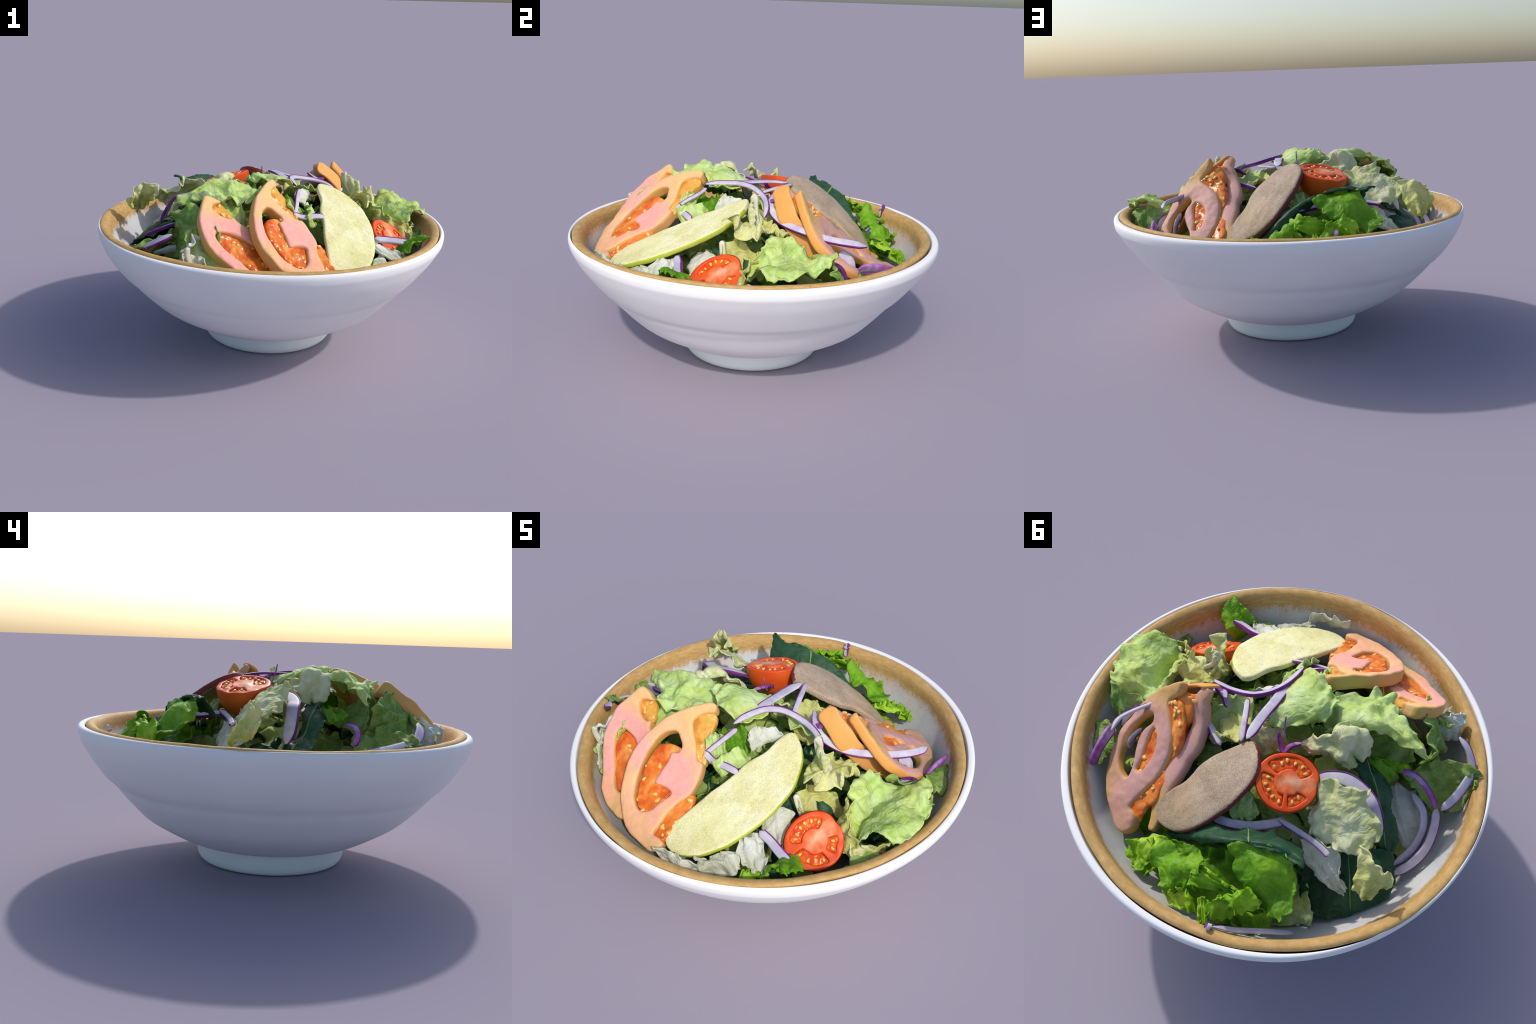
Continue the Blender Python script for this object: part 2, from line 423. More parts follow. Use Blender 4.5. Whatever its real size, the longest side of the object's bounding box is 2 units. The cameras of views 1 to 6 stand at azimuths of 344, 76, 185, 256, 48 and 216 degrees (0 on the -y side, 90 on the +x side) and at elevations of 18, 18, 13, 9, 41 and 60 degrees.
def leaf(name, mat, rows, bump=0.01, ruf=0.01, thick=0.009, res=56, round_off=0.25, spread=1.10, ragged=0.024, pleat=0.0, folds=3.0, rib=None):
    """leaf surface through a coarse net of points, crumpled, with a ruffled ragged edge"""
    LEAF_COUNT[0] += 1
    seed = V3((LEAF_COUNT[0] * 3.7, LEAF_COUNT[0] * 1.3, 0.0))
    rows = [[V3(p) for p in r] for r in rows]
    centre = sum((p for r in rows for p in r), V3()) / sum(len(r) for r in rows)

    def at(u, v):
        return catmull([catmull(r, v) for r in rows], u)

    grid = []
    for i in range(res + 1):
        line = []
        for j in range(res + 1):
            x, y = 2 * i / res - 1, 2 * j / res - 1
            xd, yd = x * math.sqrt(1 - y * y / 2), y * math.sqrt(1 - x * x / 2)
            x, y = (x + (xd - x) * round_off) * spread, (y + (yd - y) * round_off) * spread
            line.append((at((x + 1) / 2, (y + 1) / 2), max(abs(2 * i / res - 1), abs(2 * j / res - 1))))
        grid.append(line)
    pos = [[g[0] for g in line] for line in grid]
    out = [[None] * (res + 1) for _ in range(res + 1)]
    nrm = [[None] * (res + 1) for _ in range(res + 1)]

    def normal(P, i, j):
        a = P[min(i + 1, res)][j] - P[max(i - 1, 0)][j]
        b = P[i][min(j + 1, res)] - P[i][max(j - 1, 0)]
        n = a.cross(b)
        return n.normalized() if n.length > 1e-9 else V3((0, 0, 1))

    # the outer face looks away from the heart of the heap; the thickness goes inward
    spots = (res // 8, res // 2, res - res // 8)
    flip = 1.0 if sum(normal(pos, i, j).dot(pos[i][j] - V3((0, 0, 0.3))) for i in spots for j in spots) >= 0 else -1.0
    for i in range(res + 1):
        for j in range(res + 1):
            p, e = grid[i][j]
            n = normal(pos, i, j) * flip
            q = p + seed
            edge = max(0.0, (e - 0.55) / 0.45)
            w = q + noise.noise_vector(q * 5.0) * 0.05
            crease = 0.45 - abs(noise.noise(w * 8.0)) * 1.6
            d = bump * (1.5 * noise.noise(w * 6.5) + 1.1 * crease + 0.6 * noise.noise(w * 21.0) + 0.25 * noise.noise(w * 48.0))
            d += ruf * edge ** 1.5 * (2.3 * noise.noise(q * 21.0) + 0.8 * noise.noise(q * 40.0))
            if pleat:
                s = 2 * j / res - 1
                d += pleat * (0.35 + 0.65 * edge) * math.sin(folds * math.pi * s + 2.5 * noise.noise(q * 4.0) + LEAF_COUNT[0])
            side = noise.noise_vector(q * 7.0) * bump * 0.9
            side += noise.noise_vector(q * 16.0) * ragged * edge ** 3
            side += noise.noise_vector(q * 45.0) * ragged * 0.45 * edge ** 6
            side -= n * side.dot(n)
            out[i][j] = keep_inside(p + n * d + side)
    verts, faces = [], []
    W = res + 1
    for i in range(W):
        for j in range(W):
            verts.append(out[i][j] - centre)
    for i in range(W):
        for j in range(W):
            n = normal(out, i, j) * flip
            e = grid[i][j][1]
            verts.append(out[i][j] - n * thick * (1.0 if e < 0.9 else 0.55) - centre)
    M = W * W
    for i in range(res):
        for j in range(res):
            a, b, c, d = i * W + j, i * W + j + 1, (i + 1) * W + j + 1, (i + 1) * W + j
            faces.append((a, d, c, b) if flip > 0 else (a, b, c, d))
            a, b, c, d = a + M, b + M, c + M, d + M
            faces.append((a, b, c, d) if flip > 0 else (a, d, c, b))
    rim = [(0, j) for j in range(W)] + [(i, res) for i in range(1, W)] + [(res, j) for j in range(res - 1, -1, -1)] + [(i, 0) for i in range(res - 1, 0, -1)]
    for (a, b) in zip(rim, rim[1:] + rim[:1]):
        x, y = a[0] * W + a[1], b[0] * W + b[1]
        faces.append((x, y, y + M, x + M) if flip > 0 else (y, x, x + M, y + M))
    ob = link(name, mesh_from(name, verts, faces), mat, matrix=Matrix.Translation(centre))
    tag(ob, name)
    if rib:
        mid = [out[i][W // 2] + normal(out, i, W // 2) * flip * 0.002 for i in range(0, int(res * 0.9), 6)]
        up = normal(out, W // 2, W // 2) * flip
        link("midrib", sweep("midrib", mid, rib, rib * 0.7, up, origin=centre, taper=0.8, tail=0.3), "rib_green" if mat in ("spinach", "romaine", "bright") else "rib", ob)
    return ob


# ------------------------------------------------------------------ onion and rib strips
def sweep(name, pts, w, h, flat, taper=0.12, shift=0.0, n=40, m=14, origin=None, tail=0.25, lumps=0.14):
    pts = [V3(p) for p in pts]
    flat = V3(flat).normalized()
    verts, faces = [], []
    for i in range(n + 1):
        t = i / n
        p = catmull(pts, t)
        tan = (catmull(pts, min(t + 0.02, 1)) - catmull(pts, max(t - 0.02, 0))).normalized()
        side = tan.cross(flat)
        side = side.normalized() if side.length > 1e-4 else tan.orthogonal().normalized()
        up = side.cross(tan)
        k = min(1.0, min(t, 1 - t) / taper)
        k = tail + (1 - tail) * math.sin(k * math.pi / 2)
        if i in (0, n):
            k *= 0.5
        wob = 1 + lumps * noise.noise(p * 14.0)
        c = p + side * shift * w * k * wob + up * 0.004 * noise.noise(p * 11.0)
        for j in range(m):
            a = 2 * math.pi * j / m
            ca, sa = math.cos(a), math.sin(a)
            x = math.copysign(abs(ca) ** 0.6, ca) * 0.5 * w * k * wob
            y = math.copysign(abs(sa) ** 0.6, sa) * 0.5 * h * max(k, 0.5)
            verts.append(keep_inside(c + side * x + up * y) - origin)
    for i in range(n):
        for j in range(m):
            b = (j + 1) % m
            faces.append((i * m + j, i * m + b, (i + 1) * m + b, (i + 1) * m + j))
    faces.append(tuple(range(m - 1, -1, -1)))
    faces.append(tuple(range(n * m, n * m + m)))
    return mesh_from(name, verts, faces)


def strip(name, pts, w=0.03, h=0.014, flat=(0, 0, 1), skin=1, purple=0):
    o = sum((V3(p) for p in pts), V3()) / len(pts)
    body = "rib" if name == "lettuce_rib" else ("onion_purple" if purple else "onion")
    ob = link(name, sweep(name, pts, w, h, flat, origin=o), body, matrix=Matrix.Translation(o))
    tag(ob, name)
    if skin and w > 0.01:
        # the purple outer skin runs along one edge: same path, moved sideways
        n = 40
        P = [V3(p) for p in pts]
        f = V3(flat).normalized()
        edge = []
        for i in range(13):
            t = i / 12
            tan = (catmull(P, min(t + 0.02, 1)) - catmull(P, max(t - 0.02, 0))).normalized()
            k = min(1.0, min(t, 1 - t) / 0.12)
            k = 0.25 + 0.75 * math.sin(k * math.pi / 2)
            edge.append(catmull(P, t) + tan.cross(f).normalized() * skin * w * 0.46 * k)
        me = sweep("skin", edge, max(0.006, w * 0.12), h * 1.08, flat, origin=o)
        link("skin", me, "onion_skin", ob)
    return ob


# ------------------------------------------------------------------ slices (tomato, apple)
def smooth_loop(pts, step=0.009):
    P = [V3((x, y, 0)) for x, y in pts]
    n = len(P)
    out = []
    for i in range(n):
        p0, p1, p2, p3 = P[i - 1], P[i], P[(i + 1) % n], P[(i + 2) % n]
        k = max(1, int((p2 - p1).length / step))
        for s in range(k):
            f = s / k
            out.append(0.5 * (2 * p1 + (p2 - p0) * f + (2 * p0 - 5 * p1 + 4 * p2 - p3) * f * f + (3 * p1 - p0 - 3 * p2 + p3) * f ** 3))
    return out


def plate(loops, thick, bevel, voxel=0.0065, smooth=4):
    """flat plate with holes: a filled 2D curve with thickness and rounded edges, remeshed evenly; top face at z = 0"""
    cu = bpy.data.curves.new("plate", "CURVE")
    cu.dimensions = "2D"
    cu.fill_mode = "BOTH"
    cu.extrude = thick / 2 - bevel
    cu.bevel_depth = bevel
    cu.bevel_resolution = 3
    cu.offset = -bevel
    for lp in loops:
        sp = cu.splines.new("POLY")
        pts = smooth_loop(lp)
        sp.points.add(len(pts) - 1)
        for q, p in zip(sp.points, pts):
            q.co = (p.x, p.y, 0, 1)
        sp.use_cyclic_u = True
    ob = bpy.data.objects.new("plate", cu)
    SCENE.objects.link(ob)
    dg = bpy.context.evaluated_depsgraph_get()
    me = bpy.data.meshes.new_from_object(ob.evaluated_get(dg))
    bpy.data.objects.remove(ob)
    bm = bmesh.new()
    bm.from_mesh(me)
    bmesh.ops.remove_doubles(bm, verts=bm.verts, dist=1e-5)
    bm.to_mesh(me)
    bm.free()
    ob = bpy.data.objects.new("plate", me)
    SCENE.objects.link(ob)
    r = ob.modifiers.new("r", "REMESH")
    r.mode = "VOXEL"
    r.voxel_size = voxel
    s = ob.modifiers.new("s", "SMOOTH")
    s.factor = 0.5
    s.iterations = smooth
    dg = bpy.context.evaluated_depsgraph_get()
    me2 = bpy.data.meshes.new_from_object(ob.evaluated_get(dg))
    bpy.data.objects.remove(ob)
    for v in me2.vertices:
        v.co.z -= thick / 2
    me2.polygons.foreach_set("use_smooth", [True] * len(me2.polygons))
    return me2


def bend_by(q):
    return lambda u, v: q[0] + q[1] * u + q[2] * v + q[3] * u * u + q[4] * u * v + q[5] * v * v


def deform(me, fn):
    for v in me.vertices:
        v.co = fn(v.co)
    me.update()


def seg_dist(p, a, b):
    d = b - a
    t = max(0, min(1, (p - a).dot(d) / max(d.length_squared, 1e-9)))
    return (p - a - d * t).length


def split_regions(me, lines, width, max_nz=0.6):
    """steep faces that lie along one of the lines go to a mesh of their own, one mesh for each line group"""
    pick = {}
    for k, group in enumerate(lines):
        segs = []
        for line in group:
            L = [V3((x, y, 0)) for x, y in line]
            segs += list(zip(L, L[1:]))
        for f in me.polygons:
            if abs(f.normal.z) < max_nz and f.index not in pick and segs:
                c = V3((f.center.x, f.center.y, 0))
                if min(seg_dist(c, a, b) for a, b in segs) < width:
                    pick[f.index] = k + 1
    res = []
    for want in range(len(lines) + 1):
        idx, vs, fs = {}, [], []
        for f in me.polygons:
            if pick.get(f.index, 0) == want:
                ring = []
                for v in f.vertices:
                    if v not in idx:
                        idx[v] = len(vs)
                        vs.append(v)
                    ring.append(idx[v])
                fs.append(ring)
        m = mesh_from("part", [me.vertices[v].co for v in vs], fs)
        res.append((m, vs))
    return res


def whole_normals(part, normals):
    m, vs = part
    m.normals_split_custom_set_from_vertices([normals[v] for v in vs])
    return m


def point_in(poly, x, y):
    c = False
    n = len(poly)
    for i in range(n):
        (x1, y1), (x2, y2) = poly[i], poly[i - 1]
        if (y1 > y) != (y2 > y) and x < (x2 - x1) * (y - y1) / (y2 - y1) + x1:
            c = not c
    return c


def seed_mesh():
    bm = bmesh.new()
    bmesh.ops.create_icosphere(bm, subdivisions=2, radius=1.0)
    for v in bm.verts:
        v.co.x *= 0.6 + 0.25 * v.co.y
        v.co.z *= 0.45
    me = bpy.data.meshes.new("seed")
    bm.to_mesh(me)
    bm.free()
    me.polygons.foreach_set("use_smooth", [True] * len(me.polygons))
    me.materials.append(MATS["seed"])
    return me


SEED = seed_mesh()


def put_seed(parent, x, y, z, ang, size):
    ob = bpy.data.objects.new("seed", SEED)
    SCENE.objects.link(ob)
    ob.parent = parent
    ob.matrix_local = Matrix.Translation((x, y, z)) @ Matrix.Rotation(ang, 4, "Z") @ Matrix.Rotation(random.uniform(-0.4, 0.4), 4, "X") @ Matrix.Diagonal((size, size, size, 1))


def slice_frame(s):
    U, V, N, C = (V3(s[k]) for k in ("across", "along", "normal", "centre"))
    return Matrix(((U.x, V.x, N.x, C.x), (U.y, V.y, N.y, C.y), (U.z, V.z, N.z, C.z), (0, 0, 0, 1)))


def wavy(me, bend, amp, freq, seed):
    o = V3((seed, seed * 2.1, 0))
    def fn(p):
        d = amp * noise.noise((V3((p.x, p.y, p.z)) + o) * freq) + amp * 0.4 * noise.noise((p + o) * freq * 2.7)
        g = V3((noise.noise((p + o) * 9.0 + V3((7, 0, 0))), noise.noise((p + o) * 9.0 + V3((0, 9, 0))), 0)) * amp * 0.9
        return V3((p.x + g.x, p.y + g.y, p.z + bend(p.x, p.y) + d))
    deform(me, fn)


def tomato_slice(s, skin_to, thick=0.066, flesh="tomato", skin="tomato_skin", seed=1.0, n_seeds=7, gel_depth=0.016):
    top = empty("tomato_slice", slice_frame(s))
    bend = bend_by(s["bend"])
    me = plate([s["outline"]] + s["holes"], thick, 0.014)
    parts_src = me
    rims = [h + h[:1] for h in s["holes"] if len(h) > 8] + [s["outline"][skin_to:]]
    flat_parts = split_regions(me, [[s["outline"][:skin_to]], rims], 0.020)
    wavy(me, bend, 0.006, 11.0, seed)
    normals = [v.normal.copy() for v in me.vertices]
    for (m, vs), nm, mt in zip(flat_parts, ("flesh", "skin", "pocket_wall"), (flesh, skin, "pocket")):
        if not vs:
            continue
        for v, i in zip(m.vertices, vs):
            v.co = me.vertices[i].co
        m.update()
        whole_normals((m, vs), normals)
        link(nm, m, mt, top)
    bpy.data.meshes.remove(me)
    rnd = random.Random(int(seed * 100))
    for k_gel, g in enumerate(s["gel"]):
        gm = plate([g], thick - 0.026, 0.010, voxel=0.006, smooth=3)
        deform(gm, lambda p: V3((p.x, p.y, p.z - gel_depth)))
        wavy(gm, bend, 0.013, 17.0, seed + 3)
        link("gel", gm, "gel_tan" if k_gel == 1 and flesh == "tomato" else "gel", top)
        xs, ys = [p[0] for p in g], [p[1] for p in g]
        area = (max(xs) - min(xs)) * (max(ys) - min(ys))
        k = max(3, int(area * n_seeds / 0.03))
        made, tries = 0, 0
        while made < k and tries < 400:
            tries += 1
            x, y = rnd.uniform(min(xs), max(xs)), rnd.uniform(min(ys), max(ys))
            if point_in(g, x, y):
                put_seed(top, x, y, bend(x, y) - gel_depth + rnd.uniform(-0.006, 0.002), rnd.uniform(0, 6.3), rnd.uniform(0.012, 0.018))
                made += 1


def tomato_wedge(flesh, skin, gel):
    """tomato slice seen edge on: a band of skin, a finger of flesh and soft gel behind it"""
    o = V3(flesh[3])
    top = empty("tomato_slice", Matrix.Translation(o))
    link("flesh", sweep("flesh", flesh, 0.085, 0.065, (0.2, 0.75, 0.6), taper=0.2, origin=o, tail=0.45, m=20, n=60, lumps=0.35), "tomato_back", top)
    link("skin", sweep("skin", skin, 0.098, 0.018, (0.62, -0.62, 0.45), taper=0.1, origin=o, tail=0.6, m=20, n=60, lumps=0.25), "tomato_skin_orange", top)
    link("gel", sweep("gel", gel, 0.10, 0.06, (0.3, 0.7, 0.6), taper=0.2, origin=o, tail=0.4, m=20, n=60, lumps=0.7), "gel", top)
    rnd = random.Random(5)
    P = [V3(p) for p in gel]
    for i in range(16):
        p = catmull(P, rnd.uniform(0.05, 0.95)) + V3((rnd.uniform(-0.03, 0.03), 0.022, 0.02)) - o
        put_seed(top, p.x, p.y, p.z, rnd.uniform(0, 6.3), rnd.uniform(0.011, 0.016))


def apple_slice(s, skin_from, skin_to, thick, flesh, skin, seed):
    top = empty("apple_slice", slice_frame(s))
    bend = bend_by(s["bend"])
    me = plate([s["outline"]], thick, 0.007, voxel=0.006, smooth=3)
    parts = split_regions(me, [[s["outline"][skin_from:skin_to]]], 0.014, 0.75)
    wavy(me, bend, 0.0035, 13.0, seed)
    normals = [v.normal.copy() for v in me.vertices]
    for (m, vs), nm, mt in zip(parts, ("flesh", "skin"), (flesh, skin)):
        for v, i in zip(m.vertices, vs):
            v.co = me.vertices[i].co
        m.update()
        whole_normals((m, vs), normals)
        link(nm, m, mt, top)
    bpy.data.meshes.remove(me)


def kidney(a0, a1, r0, r1, n=7):
    """seed pocket: a bent, uneven lobe"""
    out = [(r1 * math.cos(a0 + (a1 - a0) * i / n), r1 * math.sin(a0 + (a1 - a0) * i / n)) for i in range(n + 1)]
    inn = [(r0 * math.cos(a1 + (a0 - a1) * i / n), r0 * math.sin(a1 + (a0 - a1) * i / n)) for i in range(n + 1)]
    mid = (r0 + r1) / 2
    return [(x + 0.10 * mid * noise.noise(V3((x, y, a0)) * 26), y + 0.10 * mid * noise.noise(V3((x, y, a0 + 3)) * 26)) for x, y in out + inn]


def cherry_tomato_half(centre, normal, spin, R, depth, pockets, stretch=1.0):
    N = V3(normal).normalized()
    U = V3((1, 0, 0)) - N * N.x
    U.normalize()
    V = N.cross(U)
    M = Matrix(((U.x, V.x, N.x, centre[0]), (U.y, V.y, N.y, centre[1]), (U.z, V.z, N.z, centre[2]), (0, 0, 0, 1))) @ Matrix.Rotation(spin, 4, "Z")
    top = empty("cherry_tomato_half", M)

    def rim(a):
        return R * (1 + 0.03 * math.cos(2 * a) + 0.02 * math.sin(3 * a)) * (1 - 0.07 * math.exp(-((a + math.pi) % (2 * math.pi) - math.pi) ** 2 / 0.05))

    outline = [(stretch * rim(2 * math.pi * i / 28) * math.cos(2 * math.pi * i / 28), rim(2 * math.pi * i / 28) * math.sin(2 * math.pi * i / 28)) for i in range(28)]
    inner = [(x * 0.985, y * 0.985) for x, y in outline]
    holes = [kidney(a0, a1, R * r0, R * r1) for a0, a1, r0, r1 in pockets]
    face = plate([inner] + holes, 0.030, 0.006, voxel=0.0035, smooth=3)
    deform(face, lambda p: V3((p.x, p.y, p.z + 0.004 * noise.noise(p * 20) + 0.006 * (1 - (p.x ** 2 + p.y ** 2) / R ** 2))))
    link("cut_face", face, "cherry", top)
    # rounded skin below the cut
    verts, faces = [], []
    nr, na = 18, 64
    for i in range(nr + 1):
        t = i / nr * math.pi / 2
        for k in range(na):
            a = 2 * math.pi * k / na
            r = rim(a) * math.cos(t) ** 0.8 if i < nr else 0.0005
            verts.append(V3((stretch * r * math.cos(a), r * math.sin(a), -0.004 - depth * math.sin(t))))
    for i in range(nr):
        for k in range(na):
            b = (k + 1) % na
            faces.append((i * na + k, (i + 1) * na + k, (i + 1) * na + b, i * na + b))
    link("skin", mesh_from("skin", verts, faces), "cherry_skin", top)
    for (a0, a1, r0, r1) in pockets:
        g = kidney(a0, a1, R * r0 * 0.95, R * r1 * 1.03)
        gm = plate([g], 0.016, 0.005, voxel=0.004, smooth=2)
        deform(gm, lambda p: V3((p.x, p.y, p.z - 0.005 + 0.005 * noise.noise(p * 60))))
        link("gel", gm, "gel_red", top)
        k = max(2, int((a1 - a0) / 0.33))
        for i in range(k):
            a = a0 + (a1 - a0) * (i + 0.5) / k + random.uniform(-0.05, 0.05)
            r = R * (r0 * 0.4 + r1 * 0.6) * random.uniform(0.93, 1.05)
            put_seed(top, r * math.cos(a), r * math.sin(a), -0.001, a - math.pi / 2 + random.uniform(-0.3, 0.3), R * 0.085)


# ------------------------------------------------------------------ build
build_bowl()

SLICES = {}
SLICES["T2"] = dict(
    centre=(-0.0787, -0.5766, 0.8104), across=(0.9086, 0.4178, 0.0000), along=(-0.3434, 0.7469, 0.5694), normal=(0.2379, -0.5173, 0.8221),
    bend=(-0.018, -0.036, 0.039, 0.043, -0.387, 0.328),
    outline=[(0.093, 0.335), (0.011, 0.291), (-0.069, 0.234), (-0.143, 0.152), (-0.188, 0.067), (-0.209, -0.022), (-0.208, -0.115), (-0.189, -0.205), (-0.147, -0.279), (-0.096, -0.333), (-0.026, -0.371), (0.060, -0.400), (0.110, -0.358), (0.083, -0.333), (0.041, -0.320), (0.051, -0.275), (0.072, -0.208), (0.099, -0.154), (0.139, -0.106), (0.156, -0.021), (0.149, 0.052), (0.115, 0.067), (0.087, 0.138), (0.063, 0.187), (0.051, 0.239), (0.084, 0.279), (0.133, 0.296), (0.129, 0.331)],
    holes=[[(-0.023, 0.169), (-0.081, 0.136), (-0.118, 0.067), (-0.139, -0.022), (-0.137, -0.125), (-0.113, -0.195), (-0.068, -0.235), (-0.017, -0.213), (0.022, -0.160), (0.046, -0.121), (0.008, -0.098), (-0.044, -0.092), (-0.037, -0.043), (-0.017, 0.028), (-0.015, 0.065), (0.016, 0.074), (0.022, 0.103), (0.005, 0.140)]],
    gel=[[(-0.015, 0.112), (-0.069, 0.098), (-0.107, 0.032), (-0.127, -0.057), (-0.126, -0.141), (-0.099, -0.210), (-0.057, -0.237), (-0.006, -0.214), (0.037, -0.147), (0.056, -0.094), (0.057, -0.019), (0.057, 0.038), (0.032, 0.087)],
         [(0.055, 0.267), (0.131, 0.296), (0.146, 0.227), (0.146, 0.135), (0.152, 0.057), (0.115, 0.053), (0.070, 0.134), (0.044, 0.219)],
         [(0.150, -0.098), (0.094, -0.141), (0.056, -0.217), (0.041, -0.297), (0.043, -0.334), (0.095, -0.348), (0.116, -0.286), (0.135, -0.216), (0.159, -0.157)]])
SLICES["T1"] = dict(
    centre=(-0.4340, -0.5924, 0.8073), across=(0.9775, 0.2109, 0.0000), along=(-0.1658, 0.7685, 0.6180), normal=(0.1303, -0.6041, 0.7862),
    bend=(-0.010, -0.069, 0.032, 0.108, -0.410, 0.139),
    outline=[(-0.003, 0.256), (-0.044, 0.202), (-0.086, 0.122), (-0.099, 0.056), (-0.097, -0.025), (-0.070, -0.097), (-0.030, -0.164), (0.018, -0.259), (0.052, -0.297), (0.108, -0.336), (0.176, -0.359), (0.230, -0.363), (0.282, -0.326), (0.285, -0.263), (0.288, -0.200), (0.270, -0.104), (0.227, -0.019), (0.168, 0.040), (0.125, 0.084), (0.111, 0.120), (0.083, 0.108), (0.036, 0.131), (0.011, 0.181), (0.044, 0.205), (0.078, 0.209), (0.074, 0.222)],
    holes=[[(-0.019, 0.026), (-0.032, -0.009), (-0.010, -0.073), (0.039, -0.146), (0.082, -0.222), (0.131, -0.254), (0.175, -0.236), (0.191, -0.168), (0.162, -0.086), (0.101, -0.018), (0.039, 0.019)]],
    gel=[[(-0.010, 0.020), (-0.022, -0.026), (0.002, -0.089), (0.044, -0.155), (0.083, -0.222), (0.136, -0.252), (0.185, -0.232), (0.200, -0.164), (0.166, -0.084), (0.106, -0.016), (0.039, 0.019)],
         [(0.011, 0.181), (0.076, 0.213), (0.103, 0.178), (0.120, 0.113), (0.101, 0.095), (0.041, 0.122)]])
SLICES["AG"] = dict(
    centre=(0.2745, -0.4784, 0.7539), across=(0.9844, 0.1760, 0.0000), along=(-0.1581, 0.8841, 0.4397), normal=(0.0774, -0.4328, 0.8982),
    bend=(0.005, -0.005, 0.001, -0.050, -0.100, -0.036),
    outline=[(0.044, 0.413), (0.012, 0.367), (-0.012, 0.273), (-0.061, 0.184), (-0.095, 0.072), (-0.140, -0.023), (-0.178, -0.130), (-0.205, -0.204), (-0.224, -0.262), (-0.200, -0.304), (-0.159, -0.329), (-0.100, -0.330), (-0.030, -0.302), (0.027, -0.257), (0.086, -0.188), (0.134, -0.104), (0.174, -0.008), (0.196, 0.100), (0.199, 0.190), (0.180, 0.276), (0.144, 0.344), (0.090, 0.394)],
    holes=[],
    gel=[])
SLICES["PB"] = dict(
    centre=(0.0958, 0.3826, 0.8210), across=(-0.7780, 0.6283, -0.0000), along=(-0.5148, -0.6374, 0.5733), normal=(0.3602, 0.4460, 0.8193),
    bend=(0.017, 0.032, 0.010, -0.676, 0.329, -0.305),
    outline=[(-0.083, 0.247), (-0.042, 0.273), (0.018, 0.275), (0.074, 0.255), (0.123, 0.200), (0.156, 0.105), (0.168, -0.004), (0.161, -0.114), (0.130, -0.221), (0.076, -0.288), (0.004, -0.336), (-0.044, -0.348), (-0.076, -0.309), (-0.072, -0.217), (-0.066, -0.098), (-0.096, -0.015), (-0.103, 0.074), (-0.091, 0.170)],
    holes=[],
    gel=[])
SLICES["T3"] = dict(
    centre=(0.4833, 0.3737, 0.7420), across=(-0.8422, 0.5391, -0.0000), along=(-0.4146, -0.6477, 0.6392), normal=(0.3446, 0.5384, 0.7690),
    bend=(-0.012, -0.051, 0.002, -0.416, -0.197, 0.489),
    outline=[(-0.087, 0.354), (-0.172, 0.226), (-0.216, 0.103), (-0.206, -0.047), (-0.152, -0.162), (-0.047, -0.239), (0.010, -0.270), (0.114, -0.294), (0.232, -0.311), (0.292, -0.297), (0.292, -0.242), (0.239, -0.202), (0.195, -0.206), (0.176, -0.120), (0.163, -0.030), (0.127, 0.064), (0.071, 0.145), (-0.023, 0.194), (-0.088, 0.225), (-0.062, 0.307)],
    holes=[[(-0.124, 0.097), (-0.156, 0.016), (-0.137, -0.086), (-0.069, -0.157), (-0.000, -0.180), (0.060, -0.168), (0.042, -0.127), (-0.024, -0.070), (-0.083, -0.003), (-0.086, 0.085)],
           [(-0.054, 0.077), (-0.032, 0.026), (0.015, -0.034), (0.046, -0.087), (0.056, -0.106), (0.082, -0.088), (0.071, -0.039), (0.045, 0.029), (-0.000, 0.068)]],
    gel=[[(-0.062, 0.087), (-0.039, 0.016), (0.009, -0.044), (0.050, -0.114), (0.089, -0.100), (0.081, -0.036), (0.050, 0.036), (-0.005, 0.083)],
         [(-0.101, 0.209), (-0.035, 0.286), (0.065, 0.231), (0.125, 0.143), (0.117, 0.070), (0.029, 0.107)],
         [(0.173, -0.196), (0.163, -0.097), (0.163, -0.030), (0.228, -0.037), (0.235, -0.138), (0.272, -0.217), (0.235, -0.233)]])

tomato_slice(SLICES["T2"], 12, seed=1.3, thick=0.07)
tomato_slice(SLICES["T1"], 12, seed=2.9, thick=0.066)
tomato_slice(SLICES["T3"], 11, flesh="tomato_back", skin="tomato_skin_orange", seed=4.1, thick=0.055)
tomato_wedge(flesh=[(0.305, 0.080, 1.000), (0.325, 0.120, 0.935), (0.288, 0.178, 0.865), (0.272, 0.255, 0.808), (0.285, 0.340, 0.745), (0.282, 0.435, 0.683), (0.262, 0.535, 0.613), (0.245, 0.635, 0.573)],
             skin=[(0.300, 0.060, 1.000), (0.345, 0.056, 0.968), (0.400, 0.056, 0.925), (0.440, 0.064, 0.882), (0.465, 0.095, 0.832), (0.495, 0.160, 0.755), (0.535, 0.240, 0.685), (0.595, 0.330, 0.615)],
             gel=[(0.345, 0.110, 0.955), (0.385, 0.165, 0.890), (0.370, 0.230, 0.820), (0.350, 0.300, 0.760), (0.330, 0.400, 0.690), (0.320, 0.560, 0.620)])
apple_slice(SLICES["AG"], 8, 21, 0.03, "apple", "apple_skin", 1.7)
apple_slice(SLICES["PB"], 1, 11, 0.035, "apple_brown", "apple_skin_red", 3.3)
cherry_tomato_half((0.622, -0.328, 0.652), (0.396, -0.46, 0.794), 1.4, 0.135, 0.10,
                   [(0.5, 2.5, 0.42, 0.78), (3.0, 4.6, 0.45, 0.78), (5.0, 5.8, 0.45, 0.75)])
cherry_tomato_half((-0.218, 0.222, 0.925), (-0.229, 0.18, 0.957), 3.6, 0.135, 0.15,
                   [(0.45, 2.6, 0.42, 0.80), (2.9, 4.6, 0.42, 0.80), (4.85, 5.7, 0.45, 0.78)])

